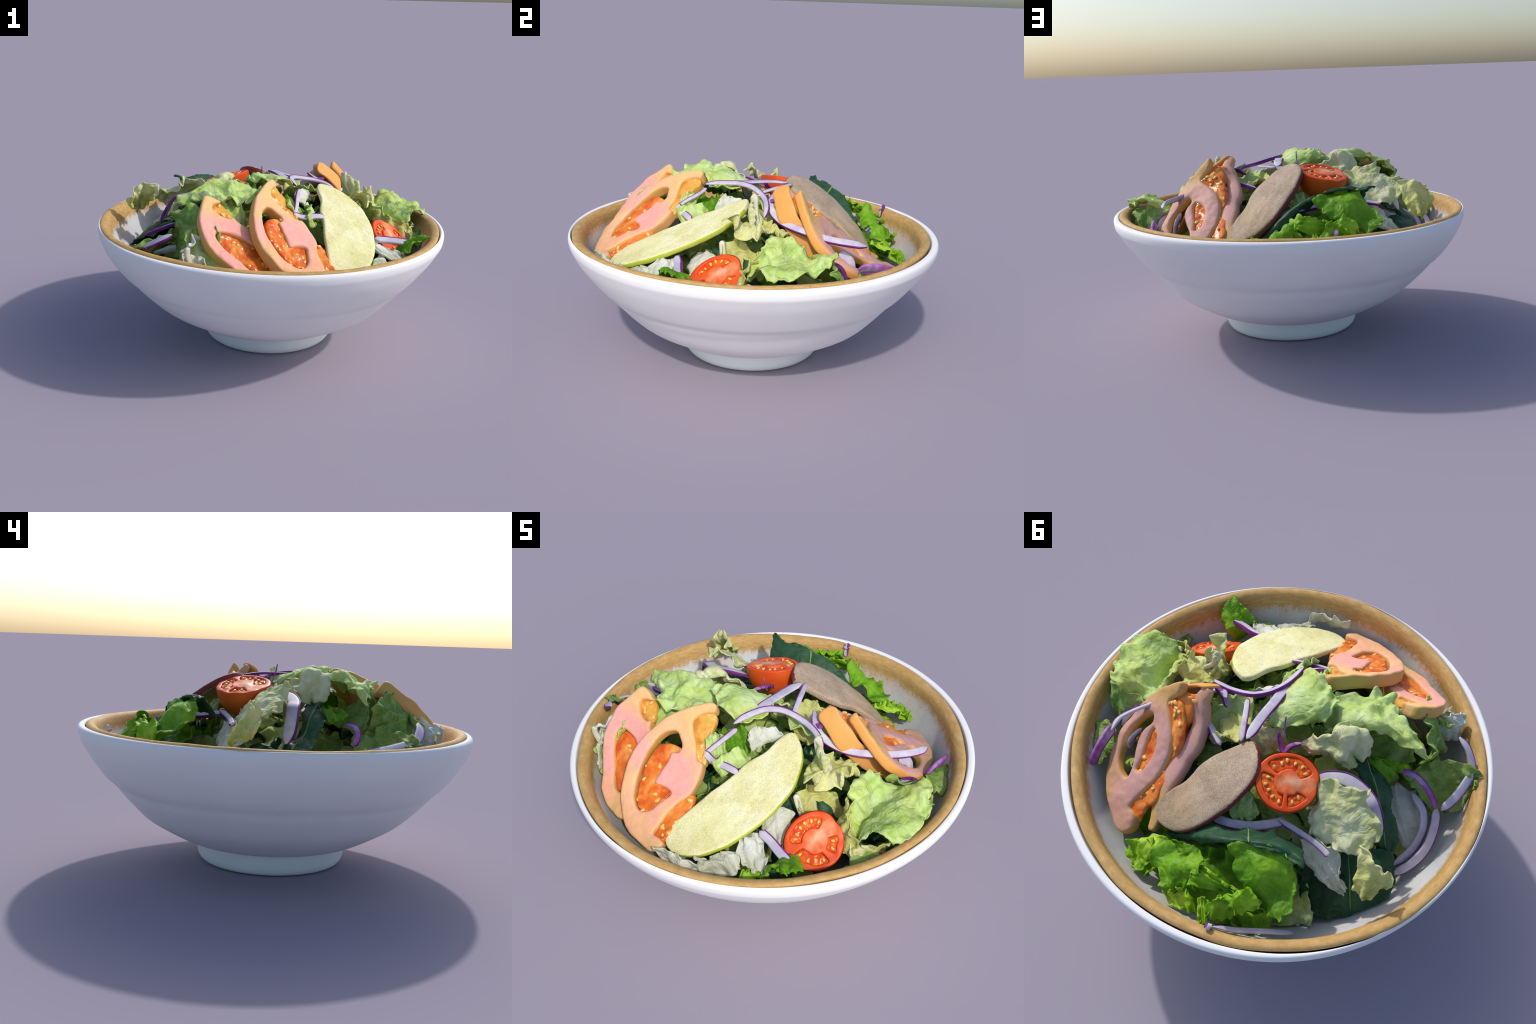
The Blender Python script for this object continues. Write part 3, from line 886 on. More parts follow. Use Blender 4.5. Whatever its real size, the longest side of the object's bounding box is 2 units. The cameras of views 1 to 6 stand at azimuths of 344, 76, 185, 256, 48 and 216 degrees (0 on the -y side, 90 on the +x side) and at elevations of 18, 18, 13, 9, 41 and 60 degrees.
leaf("lettuce_leaf", "pale", [
    [(0.864, 0.167, 0.775), (0.915, 0.080, 0.755), (0.934, -0.020, 0.740), (0.920, -0.110, 0.728)],
    [(0.827, 0.180, 0.785), (0.850, 0.070, 0.765), (0.860, -0.030, 0.745), (0.850, -0.160, 0.738)],
    [(0.750, 0.190, 0.765), (0.765, 0.080, 0.745), (0.775, -0.030, 0.725), (0.790, -0.190, 0.710)],
    [(0.690, 0.150, 0.725), (0.670, 0.070, 0.685), (0.690, -0.040, 0.660), (0.720, -0.170, 0.680)],
    [(0.600, 0.090, 0.785), (0.605, 0.000, 0.785), (0.613, -0.090, 0.768), (0.670, -0.165, 0.735)]],
    bump=0.024, ruf=.012, pleat=0.012)
leaf("lettuce_leaf", "yellow", [
    [(0.613, -0.100, 0.755), (0.660, -0.150, 0.740), (0.700, -0.190, 0.705), (0.780, -0.235, 0.690)],
    [(0.600, -0.140, 0.690), (0.650, -0.190, 0.680), (0.700, -0.220, 0.660), (0.760, -0.250, 0.650)],
    [(0.600, -0.170, 0.620), (0.650, -0.210, 0.610), (0.710, -0.250, 0.600), (0.760, -0.270, 0.600)]],
    bump=0.014, ruf=.014, pleat=0.012)
leaf("lettuce_leaf", "yellow", [
    [(0.380, -0.100, 0.830), (0.410, -0.040, 0.830), (0.450, 0.020, 0.810), (0.500, 0.060, 0.790)],
    [(0.400, -0.150, 0.840), (0.460, -0.090, 0.830), (0.510, -0.030, 0.820), (0.550, 0.020, 0.810)],
    [(0.450, -0.190, 0.860), (0.510, -0.130, 0.830), (0.550, -0.070, 0.825), (0.570, -0.010, 0.850)],
    [(0.515, -0.245, 0.910), (0.535, -0.155, 0.825), (0.590, -0.125, 0.832), (0.585, -0.050, 0.845)]],
    bump=0.028, ruf=.03, pleat=0.012)
leaf("lettuce_leaf", "yellow", [
    [(0.440, -0.265, 0.757), (0.430, -0.210, 0.755), (0.450, -0.150, 0.740), (0.500, -0.090, 0.720)],
    [(0.470, -0.260, 0.700), (0.465, -0.200, 0.680), (0.490, -0.140, 0.660), (0.550, -0.080, 0.650)],
    [(0.480, -0.252, 0.645), (0.490, -0.200, 0.620), (0.520, -0.140, 0.600), (0.580, -0.100, 0.590)]],
    bump=0.008, ruf=.006, pleat=0.012)
leaf("lettuce_leaf", "pale", [
    [(0.081, -0.245, 0.970), (-0.015, -0.260, 1.000), (-0.117, -0.233, 1.005), (-0.184, -0.217, 1.000)],
    [(0.078, -0.131, 0.960), (-0.014, -0.141, 0.985), (-0.112, -0.139, 1.010), (-0.188, -0.169, 1.000)],
    [(0.036, -0.014, 0.950), (-0.038, -0.068, 0.970), (-0.117, -0.075, 0.990), (-0.180, -0.104, 0.970)],
    [(0.025, 0.040, 0.900), (-0.021, 0.005, 0.920), (-0.086, -0.042, 0.940), (-0.154, -0.066, 0.920)]],
    bump=0.012, ruf=.012, pleat=0.012)
leaf("lettuce_leaf", "pale", [
    [(-0.136, -0.296, 0.930), (-0.220, -0.340, 0.930), (-0.296, -0.395, 0.930), (-0.388, -0.383, 0.920)],
    [(-0.168, -0.188, 0.920), (-0.240, -0.263, 0.955), (-0.351, -0.279, 0.970), (-0.471, -0.324, 0.960)],
    [(-0.182, -0.128, 0.900), (-0.272, -0.171, 0.970), (-0.422, -0.223, 1.000), (-0.541, -0.283, 0.930)],
    [(-0.227, -0.120, 0.930), (-0.337, -0.176, 0.960), (-0.489, -0.212, 0.950), (-0.622, -0.261, 0.850)]],
    bump=0.024, ruf=.02, pleat=0.012)
leaf("lettuce_leaf", "cream", [
    [(-0.141, 0.013, 0.880), (-0.209, -0.024, 0.950), (-0.249, -0.104, 0.970), (-0.322, -0.181, 0.940)],
    [(-0.197, 0.013, 0.880), (-0.254, -0.057, 0.950), (-0.309, -0.111, 0.995), (-0.374, -0.162, 0.950)],
    [(-0.252, -0.027, 0.880), (-0.301, -0.032, 0.920), (-0.342, -0.088, 0.950), (-0.402, -0.147, 0.910)],
    [(-0.306, -0.013, 0.840), (-0.329, -0.039, 0.850), (-0.378, -0.068, 0.860), (-0.405, -0.120, 0.860)]],
    bump=0.029, ruf=.018, pleat=0.010)
leaf("lettuce_leaf", "cream", [
    [(-0.310, 0.156, 0.880), (-0.381, 0.125, 0.910), (-0.455, 0.100, 0.930), (-0.519, 0.068, 0.930)],
    [(-0.355, 0.237, 0.840), (-0.416, 0.194, 0.890), (-0.482, 0.158, 0.910), (-0.533, 0.115, 0.900)],
    [(-0.378, 0.287, 0.800), (-0.457, 0.248, 0.830), (-0.532, 0.205, 0.850), (-0.642, 0.155, 0.850)],
    [(-0.408, 0.307, 0.740), (-0.503, 0.288, 0.750), (-0.571, 0.273, 0.770), (-0.646, 0.212, 0.800)]],
    bump=0.018, ruf=.02, pleat=0.010)
leaf("lettuce_leaf", "yellow", [
    [(-0.620, 0.250, 0.860), (-0.670, 0.275, 0.875), (-0.740, 0.290, 0.850), (-0.800, 0.290, 0.800)],
    [(-0.640, 0.290, 0.820), (-0.690, 0.310, 0.820), (-0.750, 0.300, 0.810), (-0.800, 0.300, 0.770)],
    [(-0.660, 0.330, 0.780), (-0.710, 0.360, 0.770), (-0.750, 0.340, 0.760), (-0.790, 0.320, 0.740)],
    [(-0.670, 0.370, 0.730), (-0.710, 0.400, 0.710), (-0.740, 0.390, 0.710), (-0.780, 0.350, 0.720)]],
    bump=0.014, ruf=.012, pleat=0.012)
leaf("romaine_leaf", "romaine", [
    [(-0.168, 0.571, 0.823), (-0.236, 0.519, 0.853), (-0.308, 0.490, 0.868), (-0.396, 0.475, 0.853)],
    [(-0.210, 0.593, 0.788), (-0.293, 0.561, 0.833), (-0.362, 0.527, 0.838), (-0.442, 0.491, 0.798)],
    [(-0.262, 0.619, 0.763), (-0.334, 0.598, 0.798), (-0.399, 0.560, 0.788), (-0.465, 0.526, 0.758)],
    [(-0.302, 0.647, 0.738), (-0.363, 0.621, 0.743), (-0.424, 0.577, 0.728), (-0.481, 0.555, 0.740)],
    [(-0.356, 0.667, 0.708), (-0.402, 0.638, 0.688), (-0.455, 0.637, 0.708), (-0.501, 0.618, 0.740)],
    [(-0.395, 0.667, 0.678), (-0.440, 0.654, 0.658), (-0.482, 0.673, 0.708), (-0.505, 0.687, 0.733)]],
    bump=.013, ruf=.012, pleat=.006)
leaf("romaine_leaf", "romaine", [
    [(0.128, 0.648, 0.640), (0.023, 0.677, 0.670), (-0.018, 0.642, 0.700), (-0.062, 0.639, 0.720)],
    [(0.122, 0.740, 0.630), (0.030, 0.739, 0.670), (-0.043, 0.713, 0.720), (-0.107, 0.683, 0.750)],
    [(0.045, 0.780, 0.640), (-0.015, 0.776, 0.660), (-0.070, 0.751, 0.690), (-0.101, 0.714, 0.720)],
    [(-0.013, 0.838, 0.600), (-0.051, 0.819, 0.620), (-0.082, 0.791, 0.640), (-0.091, 0.760, 0.680)]],
    bump=0.014, ruf=.014, pleat=0.010)
leaf("romaine_leaf", "bright", [
    [(-0.094, 0.768, 0.715), (-0.087, 0.720, 0.740), (-0.109, 0.681, 0.752)],
    [(-0.171, 0.733, 0.700), (-0.167, 0.706, 0.740), (-0.171, 0.684, 0.745)],
    [(-0.263, 0.691, 0.700), (-0.271, 0.682, 0.715), (-0.288, 0.677, 0.715)]],
    bump=0.010, ruf=.01, pleat=0.010)
leaf("romaine_leaf", "bright", [
    [(-0.246, 0.754, 0.744), (-0.294, 0.708, 0.745), (-0.322, 0.638, 0.745)],
    [(-0.290, 0.741, 0.720), (-0.334, 0.701, 0.715), (-0.378, 0.642, 0.720)],
    [(-0.353, 0.744, 0.668), (-0.376, 0.696, 0.680), (-0.414, 0.647, 0.705)]],
    bump=0.014, ruf=.016, pleat=0.010)
leaf("romaine_leaf", "romaine", [
    [(-0.246, 0.754, 0.744), (-0.286, 0.735, 0.730), (-0.330, 0.734, 0.690)],
    [(-0.235, 0.789, 0.690), (-0.283, 0.771, 0.680), (-0.328, 0.751, 0.660)],
    [(-0.255, 0.831, 0.625), (-0.293, 0.798, 0.630), (-0.329, 0.762, 0.640)]],
    bump=0.014, ruf=.016, pleat=0.010)
leaf("romaine_leaf", "bright", [
    [(0.292, 0.770, 0.550), (0.240, 0.716, 0.615), (0.194, 0.662, 0.620), (0.132, 0.643, 0.640)],
    [(0.241, 0.784, 0.550), (0.190, 0.742, 0.600), (0.145, 0.715, 0.640), (0.112, 0.702, 0.630)],
    [(0.170, 0.815, 0.560), (0.156, 0.779, 0.570), (0.137, 0.755, 0.580), (0.102, 0.755, 0.600)]],
    bump=0.014, ruf=.016, pleat=0.010)
leaf("romaine_leaf", "bright", [
    [(-0.167, 0.792, 0.680), (-0.180, 0.782, 0.685), (-0.198, 0.777, 0.690)],
    [(-0.203, 0.832, 0.655), (-0.218, 0.824, 0.660), (-0.233, 0.815, 0.665)],
    [(-0.244, 0.877, 0.630), (-0.253, 0.866, 0.630), (-0.264, 0.857, 0.635)]],
    bump=0.007, ruf=.008, pleat=0.010)
leaf("romaine_leaf", "bright", [
    [(0.010, 0.842, 0.620), (-0.035, 0.806, 0.630), (-0.091, 0.785, 0.640)],
    [(-0.028, 0.856, 0.600), (-0.073, 0.820, 0.610), (-0.134, 0.788, 0.620)],
    [(-0.074, 0.862, 0.575), (-0.123, 0.834, 0.575), (-0.169, 0.810, 0.580)]],
    bump=0.014, ruf=.016, pleat=0.010)
leaf("spinach_leaf", "spinach", [
    [(0.160, 0.563, 0.590), (-0.032, 0.518, 0.750), (-0.180, 0.449, 0.790), (-0.306, 0.395, 0.790), (-0.382, 0.388, 0.770)],
    [(0.135, 0.591, 0.600), (-0.073, 0.565, 0.790), (-0.227, 0.508, 0.860), (-0.348, 0.454, 0.870), (-0.434, 0.444, 0.860)],
    [(0.086, 0.593, 0.610), (-0.110, 0.576, 0.790), (-0.241, 0.526, 0.860), (-0.369, 0.482, 0.870), (-0.480, 0.473, 0.870)]],
    bump=0.006, ruf=.006, pleat=0.004, rib=.010)
leaf("spinach_leaf", "spinach", [
    [(-0.396, 0.361, 0.600), (-0.509, 0.285, 0.640), (-0.616, 0.202, 0.660), (-0.699, 0.115, 0.640)],
    [(-0.437, 0.418, 0.560), (-0.573, 0.355, 0.600), (-0.675, 0.285, 0.610), (-0.760, 0.178, 0.580)],
    [(-0.483, 0.472, 0.520), (-0.612, 0.407, 0.550), (-0.707, 0.323, 0.550), (-0.776, 0.237, 0.540)],
    [(-0.557, 0.505, 0.480), (-0.654, 0.441, 0.480), (-0.732, 0.352, 0.490), (-0.790, 0.274, 0.510)]],
    bump=0.008, ruf=.006, pleat=0.004, rib=.010)
leaf("spinach_leaf", "spinach", [
    [(-0.378, -0.049, 0.840), (-0.432, -0.090, 0.850), (-0.520, -0.086, 0.820)],
    [(-0.463, -0.009, 0.800), (-0.516, -0.032, 0.800), (-0.571, -0.060, 0.770)],
    [(-0.545, 0.039, 0.720), (-0.584, 0.017, 0.730), (-0.623, -0.014, 0.700)],
    [(-0.609, 0.110, 0.680), (-0.646, 0.083, 0.680), (-0.675, 0.013, 0.650)],
    [(-0.656, 0.151, 0.620), (-0.684, 0.131, 0.620), (-0.716, 0.112, 0.600)]],
    bump=0.008, ruf=.006, pleat=0.004, rib=.010)
leaf("lettuce_leaf", "white", [
    [(-0.363, 0.340, 0.740), (-0.429, 0.318, 0.760), (-0.510, 0.299, 0.750)],
    [(-0.428, 0.371, 0.690), (-0.488, 0.343, 0.720), (-0.546, 0.306, 0.700)],
    [(-0.513, 0.393, 0.650), (-0.553, 0.374, 0.670), (-0.602, 0.343, 0.650)],
    [(-0.589, 0.400, 0.610), (-0.617, 0.392, 0.620), (-0.636, 0.358, 0.610)]],
    bump=0.010, ruf=.006, pleat=0.006)
leaf("lettuce_leaf", "white", [
    [(-0.509, -0.147, 0.620), (-0.559, -0.177, 0.630), (-0.626, -0.233, 0.620)],
    [(-0.588, -0.073, 0.590), (-0.638, -0.103, 0.600), (-0.695, -0.151, 0.590)],
    [(-0.662, -0.030, 0.560), (-0.691, -0.051, 0.560), (-0.739, -0.086, 0.560)],
    [(-0.728, 0.002, 0.530), (-0.742, -0.009, 0.530), (-0.753, -0.049, 0.530)]],
    bump=0.007, ruf=.004, pleat=0.006)
leaf("lettuce_leaf", "green", [
    [(-0.541, -0.235, 0.700), (-0.611, -0.291, 0.740), (-0.673, -0.339, 0.765), (-0.771, -0.413, 0.745)],
    [(-0.623, -0.203, 0.660), (-0.690, -0.266, 0.690), (-0.755, -0.340, 0.700), (-0.847, -0.400, 0.710)],
    [(-0.690, -0.195, 0.620), (-0.752, -0.251, 0.630), (-0.809, -0.312, 0.650), (-0.851, -0.357, 0.680)],
    [(-0.761, -0.206, 0.580), (-0.798, -0.235, 0.590), (-0.838, -0.276, 0.610), (-0.860, -0.323, 0.640)]],
    bump=0.018, ruf=.014, pleat=0.010)
leaf("romaine_leaf", "romaine", [
    [(-0.394, -0.092, 0.820), (-0.406, -0.135, 0.830), (-0.456, -0.163, 0.830)],
    [(-0.439, -0.089, 0.800), (-0.473, -0.117, 0.820), (-0.529, -0.181, 0.810)],
    [(-0.491, -0.099, 0.770), (-0.531, -0.121, 0.780), (-0.552, -0.171, 0.790)]],
    bump=0.012, ruf=.012, pleat=0.010)
leaf("lettuce_leaf", "green", [
    [(-0.312, -0.299, 0.850), (-0.398, -0.336, 0.860), (-0.495, -0.319, 0.840)],
    [(-0.323, -0.225, 0.800), (-0.412, -0.282, 0.810), (-0.530, -0.297, 0.790)],
    [(-0.361, -0.153, 0.750), (-0.438, -0.209, 0.750), (-0.561, -0.262, 0.730)]],
    bump=0.010, ruf=.006, pleat=0.010)
leaf("lettuce_leaf", "green", [
    [(-0.630, -0.270, 0.840), (-0.600, -0.330, 0.885), (-0.560, -0.390, 0.915), (-0.500, -0.430, 0.900)],
    [(-0.620, -0.310, 0.760), (-0.610, -0.370, 0.790), (-0.580, -0.440, 0.800), (-0.530, -0.490, 0.800)],
    [(-0.620, -0.360, 0.660), (-0.620, -0.430, 0.660), (-0.600, -0.500, 0.660), (-0.560, -0.550, 0.660)]],
    bump=0.016, ruf=.012, pleat=0.010)
leaf("lettuce_leaf", "white", [
    [(-0.500, -0.511, 0.780), (-0.559, -0.554, 0.780), (-0.613, -0.638, 0.760)],
    [(-0.525, -0.488, 0.720), (-0.586, -0.525, 0.730), (-0.637, -0.588, 0.720)],
    [(-0.564, -0.491, 0.660), (-0.614, -0.528, 0.660), (-0.662, -0.571, 0.650)]],
    bump=0.014, ruf=.012, pleat=0.006)
leaf("romaine_leaf", "romaine", [
    [(0.733, -0.546, 0.710), (0.708, -0.581, 0.715), (0.651, -0.595, 0.700)],
    [(0.702, -0.481, 0.680), (0.647, -0.522, 0.700), (0.614, -0.589, 0.660)],
    [(0.671, -0.460, 0.640), (0.605, -0.486, 0.650), (0.587, -0.575, 0.630)],
    [(0.628, -0.467, 0.600), (0.583, -0.500, 0.600), (0.581, -0.633, 0.600)]],
    bump=0.014, ruf=.01, pleat=0.010)
leaf("lettuce_leaf", "white", [
    [(0.158, -0.875, 0.655), (0.223, -0.840, 0.660), (0.282, -0.814, 0.650), (0.346, -0.782, 0.640)],
    [(0.164, -0.863, 0.620), (0.240, -0.846, 0.630), (0.293, -0.824, 0.630), (0.350, -0.787, 0.610)],
    [(0.199, -0.850, 0.600), (0.261, -0.835, 0.600), (0.313, -0.812, 0.600), (0.350, -0.780, 0.580)]],
    bump=0.014, ruf=.01, pleat=0.006)
leaf("lettuce_leaf", "white", [
    [(0.319, -0.750, 0.630), (0.360, -0.696, 0.640), (0.393, -0.637, 0.640), (0.419, -0.592, 0.650)],
    [(0.358, -0.763, 0.610), (0.397, -0.717, 0.630), (0.429, -0.668, 0.630), (0.448, -0.619, 0.620)],
    [(0.375, -0.758, 0.570), (0.415, -0.716, 0.570), (0.459, -0.676, 0.580), (0.470, -0.641, 0.580)]],
    bump=0.019, ruf=.01, pleat=0.006)
leaf("lettuce_leaf", "white", [
    [(0.401, -0.577, 0.650), (0.411, -0.528, 0.670), (0.439, -0.496, 0.680)],
    [(0.438, -0.610, 0.630), (0.477, -0.577, 0.660), (0.491, -0.534, 0.650)],
    [(0.477, -0.634, 0.630), (0.521, -0.607, 0.620), (0.542, -0.558, 0.660)],
    [(0.498, -0.621, 0.600), (0.541, -0.593, 0.600), (0.595, -0.563, 0.620)]],
    bump=0.017, ruf=.02, pleat=0.006)
leaf("romaine_leaf", "bright", [
    [(0.475, -0.645, 0.600), (0.519, -0.628, 0.610), (0.554, -0.593, 0.610), (0.563, -0.567, 0.610)],
    [(0.494, -0.663, 0.580), (0.530, -0.639, 0.590), (0.567, -0.605, 0.600), (0.579, -0.572, 0.590)]],
    bump=0.012, ruf=.012, pleat=0.010)
leaf("lettuce_leaf", "white", [
    [(0.354, -0.394, 0.680), (0.364, -0.345, 0.690), (0.405, -0.312, 0.690), (0.452, -0.297, 0.670)],
    [(0.392, -0.420, 0.640), (0.419, -0.385, 0.660), (0.458, -0.363, 0.660), (0.479, -0.348, 0.640)],
    [(0.449, -0.426, 0.600), (0.482, -0.422, 0.610), (0.508, -0.412, 0.610), (0.533, -0.424, 0.600)]],
    bump=0.010, ruf=.006, pleat=0.006)
leaf("spinach_leaf", "spinach", [
    [(0.384, -0.303, 0.700), (0.384, -0.243, 0.720), (0.399, -0.185, 0.740)],
    [(0.393, -0.288, 0.660), (0.412, -0.245, 0.680), (0.430, -0.190, 0.680)],
    [(0.403, -0.274, 0.620), (0.426, -0.247, 0.630), (0.448, -0.206, 0.630)]],
    bump=0.008, ruf=.006, pleat=0.004, rib=.010)
leaf("lettuce_leaf", "pale", [
    [(0.319, 0.046, 0.860), (0.259, -0.016, 0.880), (0.174, -0.043, 0.900)],
    [(0.276, 0.123, 0.820), (0.208, 0.073, 0.840), (0.124, 0.045, 0.860)],
    [(0.205, 0.179, 0.780), (0.147, 0.136, 0.800), (0.081, 0.085, 0.820)]],
    bump=0.015, ruf=.008, pleat=0.012)
leaf("lettuce_leaf", "yellow", [
    [(0.114, 0.008, 0.865), (0.100, 0.112, 0.895), (0.126, 0.179, 0.885), (0.191, 0.193, 0.855)],
    [(0.178, -0.016, 0.845), (0.163, 0.076, 0.855), (0.192, 0.125, 0.845), (0.238, 0.159, 0.805)],
    [(0.249, -0.035, 0.815), (0.242, 0.036, 0.805), (0.265, 0.078, 0.795), (0.303, 0.106, 0.765)]],
    bump=0.017, ruf=.01, pleat=0.012)
leaf("lettuce_leaf", "cream", [
    [(0.081, 0.082, 0.880), (0.025, 0.040, 0.900), (-0.039, 0.010, 0.900)],
    [(0.046, 0.110, 0.840), (-0.010, 0.068, 0.860), (-0.069, 0.032, 0.870)],
    [(0.001, 0.114, 0.800), (-0.036, 0.085, 0.820), (-0.093, 0.044, 0.820)]],
    bump=0.008, ruf=.006, pleat=0.010)
leaf("lettuce_leaf", "pale", [
    [(-0.019, -0.380, 0.890), (-0.017, -0.334, 0.900), (0.015, -0.304, 0.890)],
    [(0.016, -0.413, 0.850), (0.019, -0.368, 0.860), (0.051, -0.338, 0.850)],
    [(0.037, -0.422, 0.810), (0.051, -0.388, 0.810), (0.067, -0.355, 0.800)]],
    bump=0.015, ruf=.01, pleat=0.012)
leaf("romaine_leaf", "romaine", [
    [(-0.007, -0.309, 0.880), (-0.002, -0.242, 0.880), (0.036, -0.204, 0.880)],
    [(0.025, -0.328, 0.840), (0.041, -0.271, 0.840), (0.079, -0.232, 0.840)],
    [(0.066, -0.353, 0.810), (0.082, -0.297, 0.810), (0.120, -0.259, 0.810)]],
    bump=0.010, ruf=.008, pleat=0.010)
leaf("lettuce_leaf", "pale", [
    [(0.089, -0.441, 0.830), (0.098, -0.366, 0.860), (0.116, -0.289, 0.860)],
    [(0.104, -0.433, 0.800), (0.123, -0.367, 0.830), (0.142, -0.290, 0.830)],
    [(0.125, -0.419, 0.770), (0.146, -0.354, 0.790), (0.155, -0.268, 0.790)]],
    bump=0.012, ruf=.01, pleat=0.012)
leaf("lettuce_leaf", "white", [
    [(0.089, -0.252, 0.880), (0.092, -0.181, 0.910), (0.154, -0.117, 0.910)],
    [(0.115, -0.253, 0.850), (0.130, -0.193, 0.870), (0.170, -0.108, 0.880)],
    [(0.141, -0.254, 0.820), (0.156, -0.194, 0.840), (0.181, -0.107, 0.840)]],
    bump=0.012, ruf=.01, pleat=0.006)
leaf("lettuce_leaf", "pale", [
    [(-0.600, -0.500, 0.800), (-0.520, -0.500, 0.810), (-0.450, -0.520, 0.820)],
    [(-0.610, -0.580, 0.710), (-0.530, -0.600, 0.720), (-0.460, -0.630, 0.730)],
    [(-0.580, -0.660, 0.630), (-0.500, -0.690, 0.620), (-0.420, -0.720, 0.620)]],
    bump=0.018, ruf=.012, pleat=0.012)
leaf("lettuce_leaf", "white", [
    [(-0.630, -0.580, 0.700), (-0.580, -0.620, 0.720), (-0.540, -0.650, 0.710)],
    [(-0.620, -0.610, 0.650), (-0.570, -0.660, 0.660), (-0.530, -0.690, 0.650)],
    [(-0.600, -0.640, 0.600), (-0.550, -0.680, 0.600), (-0.510, -0.710, 0.600)]],
    bump=0.010, ruf=.008, pleat=0.006)
leaf("lettuce_leaf", "pale", [
    [(-0.300, -0.300, 0.920), (-0.360, -0.340, 0.910), (-0.430, -0.360, 0.900)],
    [(-0.280, -0.360, 0.870), (-0.360, -0.400, 0.860), (-0.440, -0.420, 0.850)],
    [(-0.270, -0.420, 0.800), (-0.360, -0.450, 0.790), (-0.450, -0.470, 0.780)]],
    bump=0.015, ruf=.01, pleat=0.012)
leaf("lettuce_leaf", "yellow", [
    [(0.750, -0.215, 0.660), (0.812, -0.184, 0.660), (0.854, -0.132, 0.660), (0.883, -0.077, 0.660)],
    [(0.757, -0.233, 0.630), (0.809, -0.203, 0.630), (0.844, -0.143, 0.630), (0.870, -0.083, 0.630)],
    [(0.776, -0.239, 0.600), (0.818, -0.211, 0.600), (0.844, -0.152, 0.600), (0.851, -0.096, 0.600)]],
    bump=0.017, ruf=.014, pleat=0.012)
leaf("lettuce_leaf", "green", [
    [(0.620, 0.150, 0.720), (0.700, 0.190, 0.730), (0.800, 0.190, 0.740), (0.870, 0.170, 0.730)],
    [(0.620, 0.190, 0.660), (0.700, 0.240, 0.660), (0.790, 0.250, 0.660), (0.850, 0.220, 0.660)],
    [(0.620, 0.220, 0.580), (0.690, 0.270, 0.570), (0.770, 0.280, 0.570), (0.820, 0.260, 0.570)]],
    bump=0.013, ruf=.01, pleat=0.010)
leaf("lettuce_leaf", "pale", [
    [(-0.024, 0.375, 0.800), (-0.069, 0.339, 0.820), (-0.114, 0.325, 0.800)],
    [(-0.047, 0.424, 0.780), (-0.096, 0.395, 0.790), (-0.147, 0.359, 0.780)],
    [(-0.086, 0.440, 0.750), (-0.126, 0.417, 0.760), (-0.155, 0.381, 0.750)]],
    bump=0.012, ruf=.01, pleat=0.012)
leaf("lettuce_leaf", "green", [
    [(0.010, -0.038, 0.860), (-0.078, -0.076, 0.870), (-0.170, -0.127, 0.870)],
    [(-0.024, 0.009, 0.820), (-0.104, -0.041, 0.830), (-0.180, -0.097, 0.830)],
    [(-0.069, 0.031, 0.780), (-0.127, -0.011, 0.780), (-0.194, -0.059, 0.780)]],
    bump=0.013, ruf=.008, pleat=0.010)
leaf("romaine_leaf", "romaine", [
    [(0.132, 0.645, 0.615), (-0.046, 0.581, 0.675), (-0.184, 0.532, 0.715), (-0.323, 0.476, 0.715)],
    [(0.101, 0.731, 0.555), (-0.068, 0.670, 0.615), (-0.214, 0.614, 0.655), (-0.347, 0.547, 0.655)],
    [(-0.003, 0.789, 0.515), (-0.153, 0.729, 0.555), (-0.284, 0.673, 0.575), (-0.403, 0.605, 0.585)],
    [(-0.092, 0.812, 0.475), (-0.214, 0.776, 0.495), (-0.320, 0.725, 0.505), (-0.416, 0.663, 0.505)]],
    bump=.02, ruf=.02, pleat=.016, folds=5)
leaf("romaine_leaf", "bright", [
    [(0.290, 0.761, 0.560), (0.242, 0.717, 0.600), (0.187, 0.684, 0.640)],
    [(0.223, 0.786, 0.550), (0.176, 0.742, 0.590), (0.122, 0.709, 0.630)],
    [(0.162, 0.814, 0.540), (0.111, 0.777, 0.570), (0.066, 0.745, 0.600)]],
    bump=.014, ruf=.02, pleat=.012)
leaf("romaine_leaf", "romaine", [
    [(-0.297, 0.741, 0.620), (-0.367, 0.705, 0.620), (-0.447, 0.646, 0.620)],
    [(-0.321, 0.757, 0.580), (-0.387, 0.716, 0.580), (-0.459, 0.663, 0.580)],
    [(-0.353, 0.764, 0.550), (-0.410, 0.729, 0.550), (-0.461, 0.685, 0.550)]],
    bump=.014, ruf=.016, pleat=.012)
leaf("lettuce_leaf", "green", [
    [(0.760, -0.170, 0.620), (0.780, -0.240, 0.610), (0.790, -0.320, 0.590)],
    [(0.820, -0.170, 0.620), (0.830, -0.240, 0.610), (0.820, -0.330, 0.590)],
    [(0.880, -0.160, 0.620), (0.880, -0.240, 0.610), (0.860, -0.330, 0.590)]],
    bump=.012, ruf=.014, pleat=.008)
leaf("lettuce_leaf", "green", [
    [(0.620, 0.400, 0.620), (0.660, 0.460, 0.610), (0.660, 0.520, 0.590)],
    [(0.700, 0.360, 0.630), (0.740, 0.420, 0.620), (0.740, 0.480, 0.600)],
    [(0.780, 0.320, 0.640), (0.800, 0.380, 0.630), (0.790, 0.440, 0.610)]],
    bump=.012, ruf=.014, pleat=.008)
leaf("lettuce_leaf", "cream", [
    [(0.400, -0.090, 0.985), (0.445, -0.130, 0.945), (0.490, -0.136, 0.935)],
    [(0.410, -0.085, 0.920), (0.455, -0.120, 0.890), (0.500, -0.130, 0.880)],
    [(0.420, -0.080, 0.840), (0.460, -0.110, 0.820), (0.500, -0.120, 0.820)]],
    bump=.008, ruf=.012, pleat=.008)
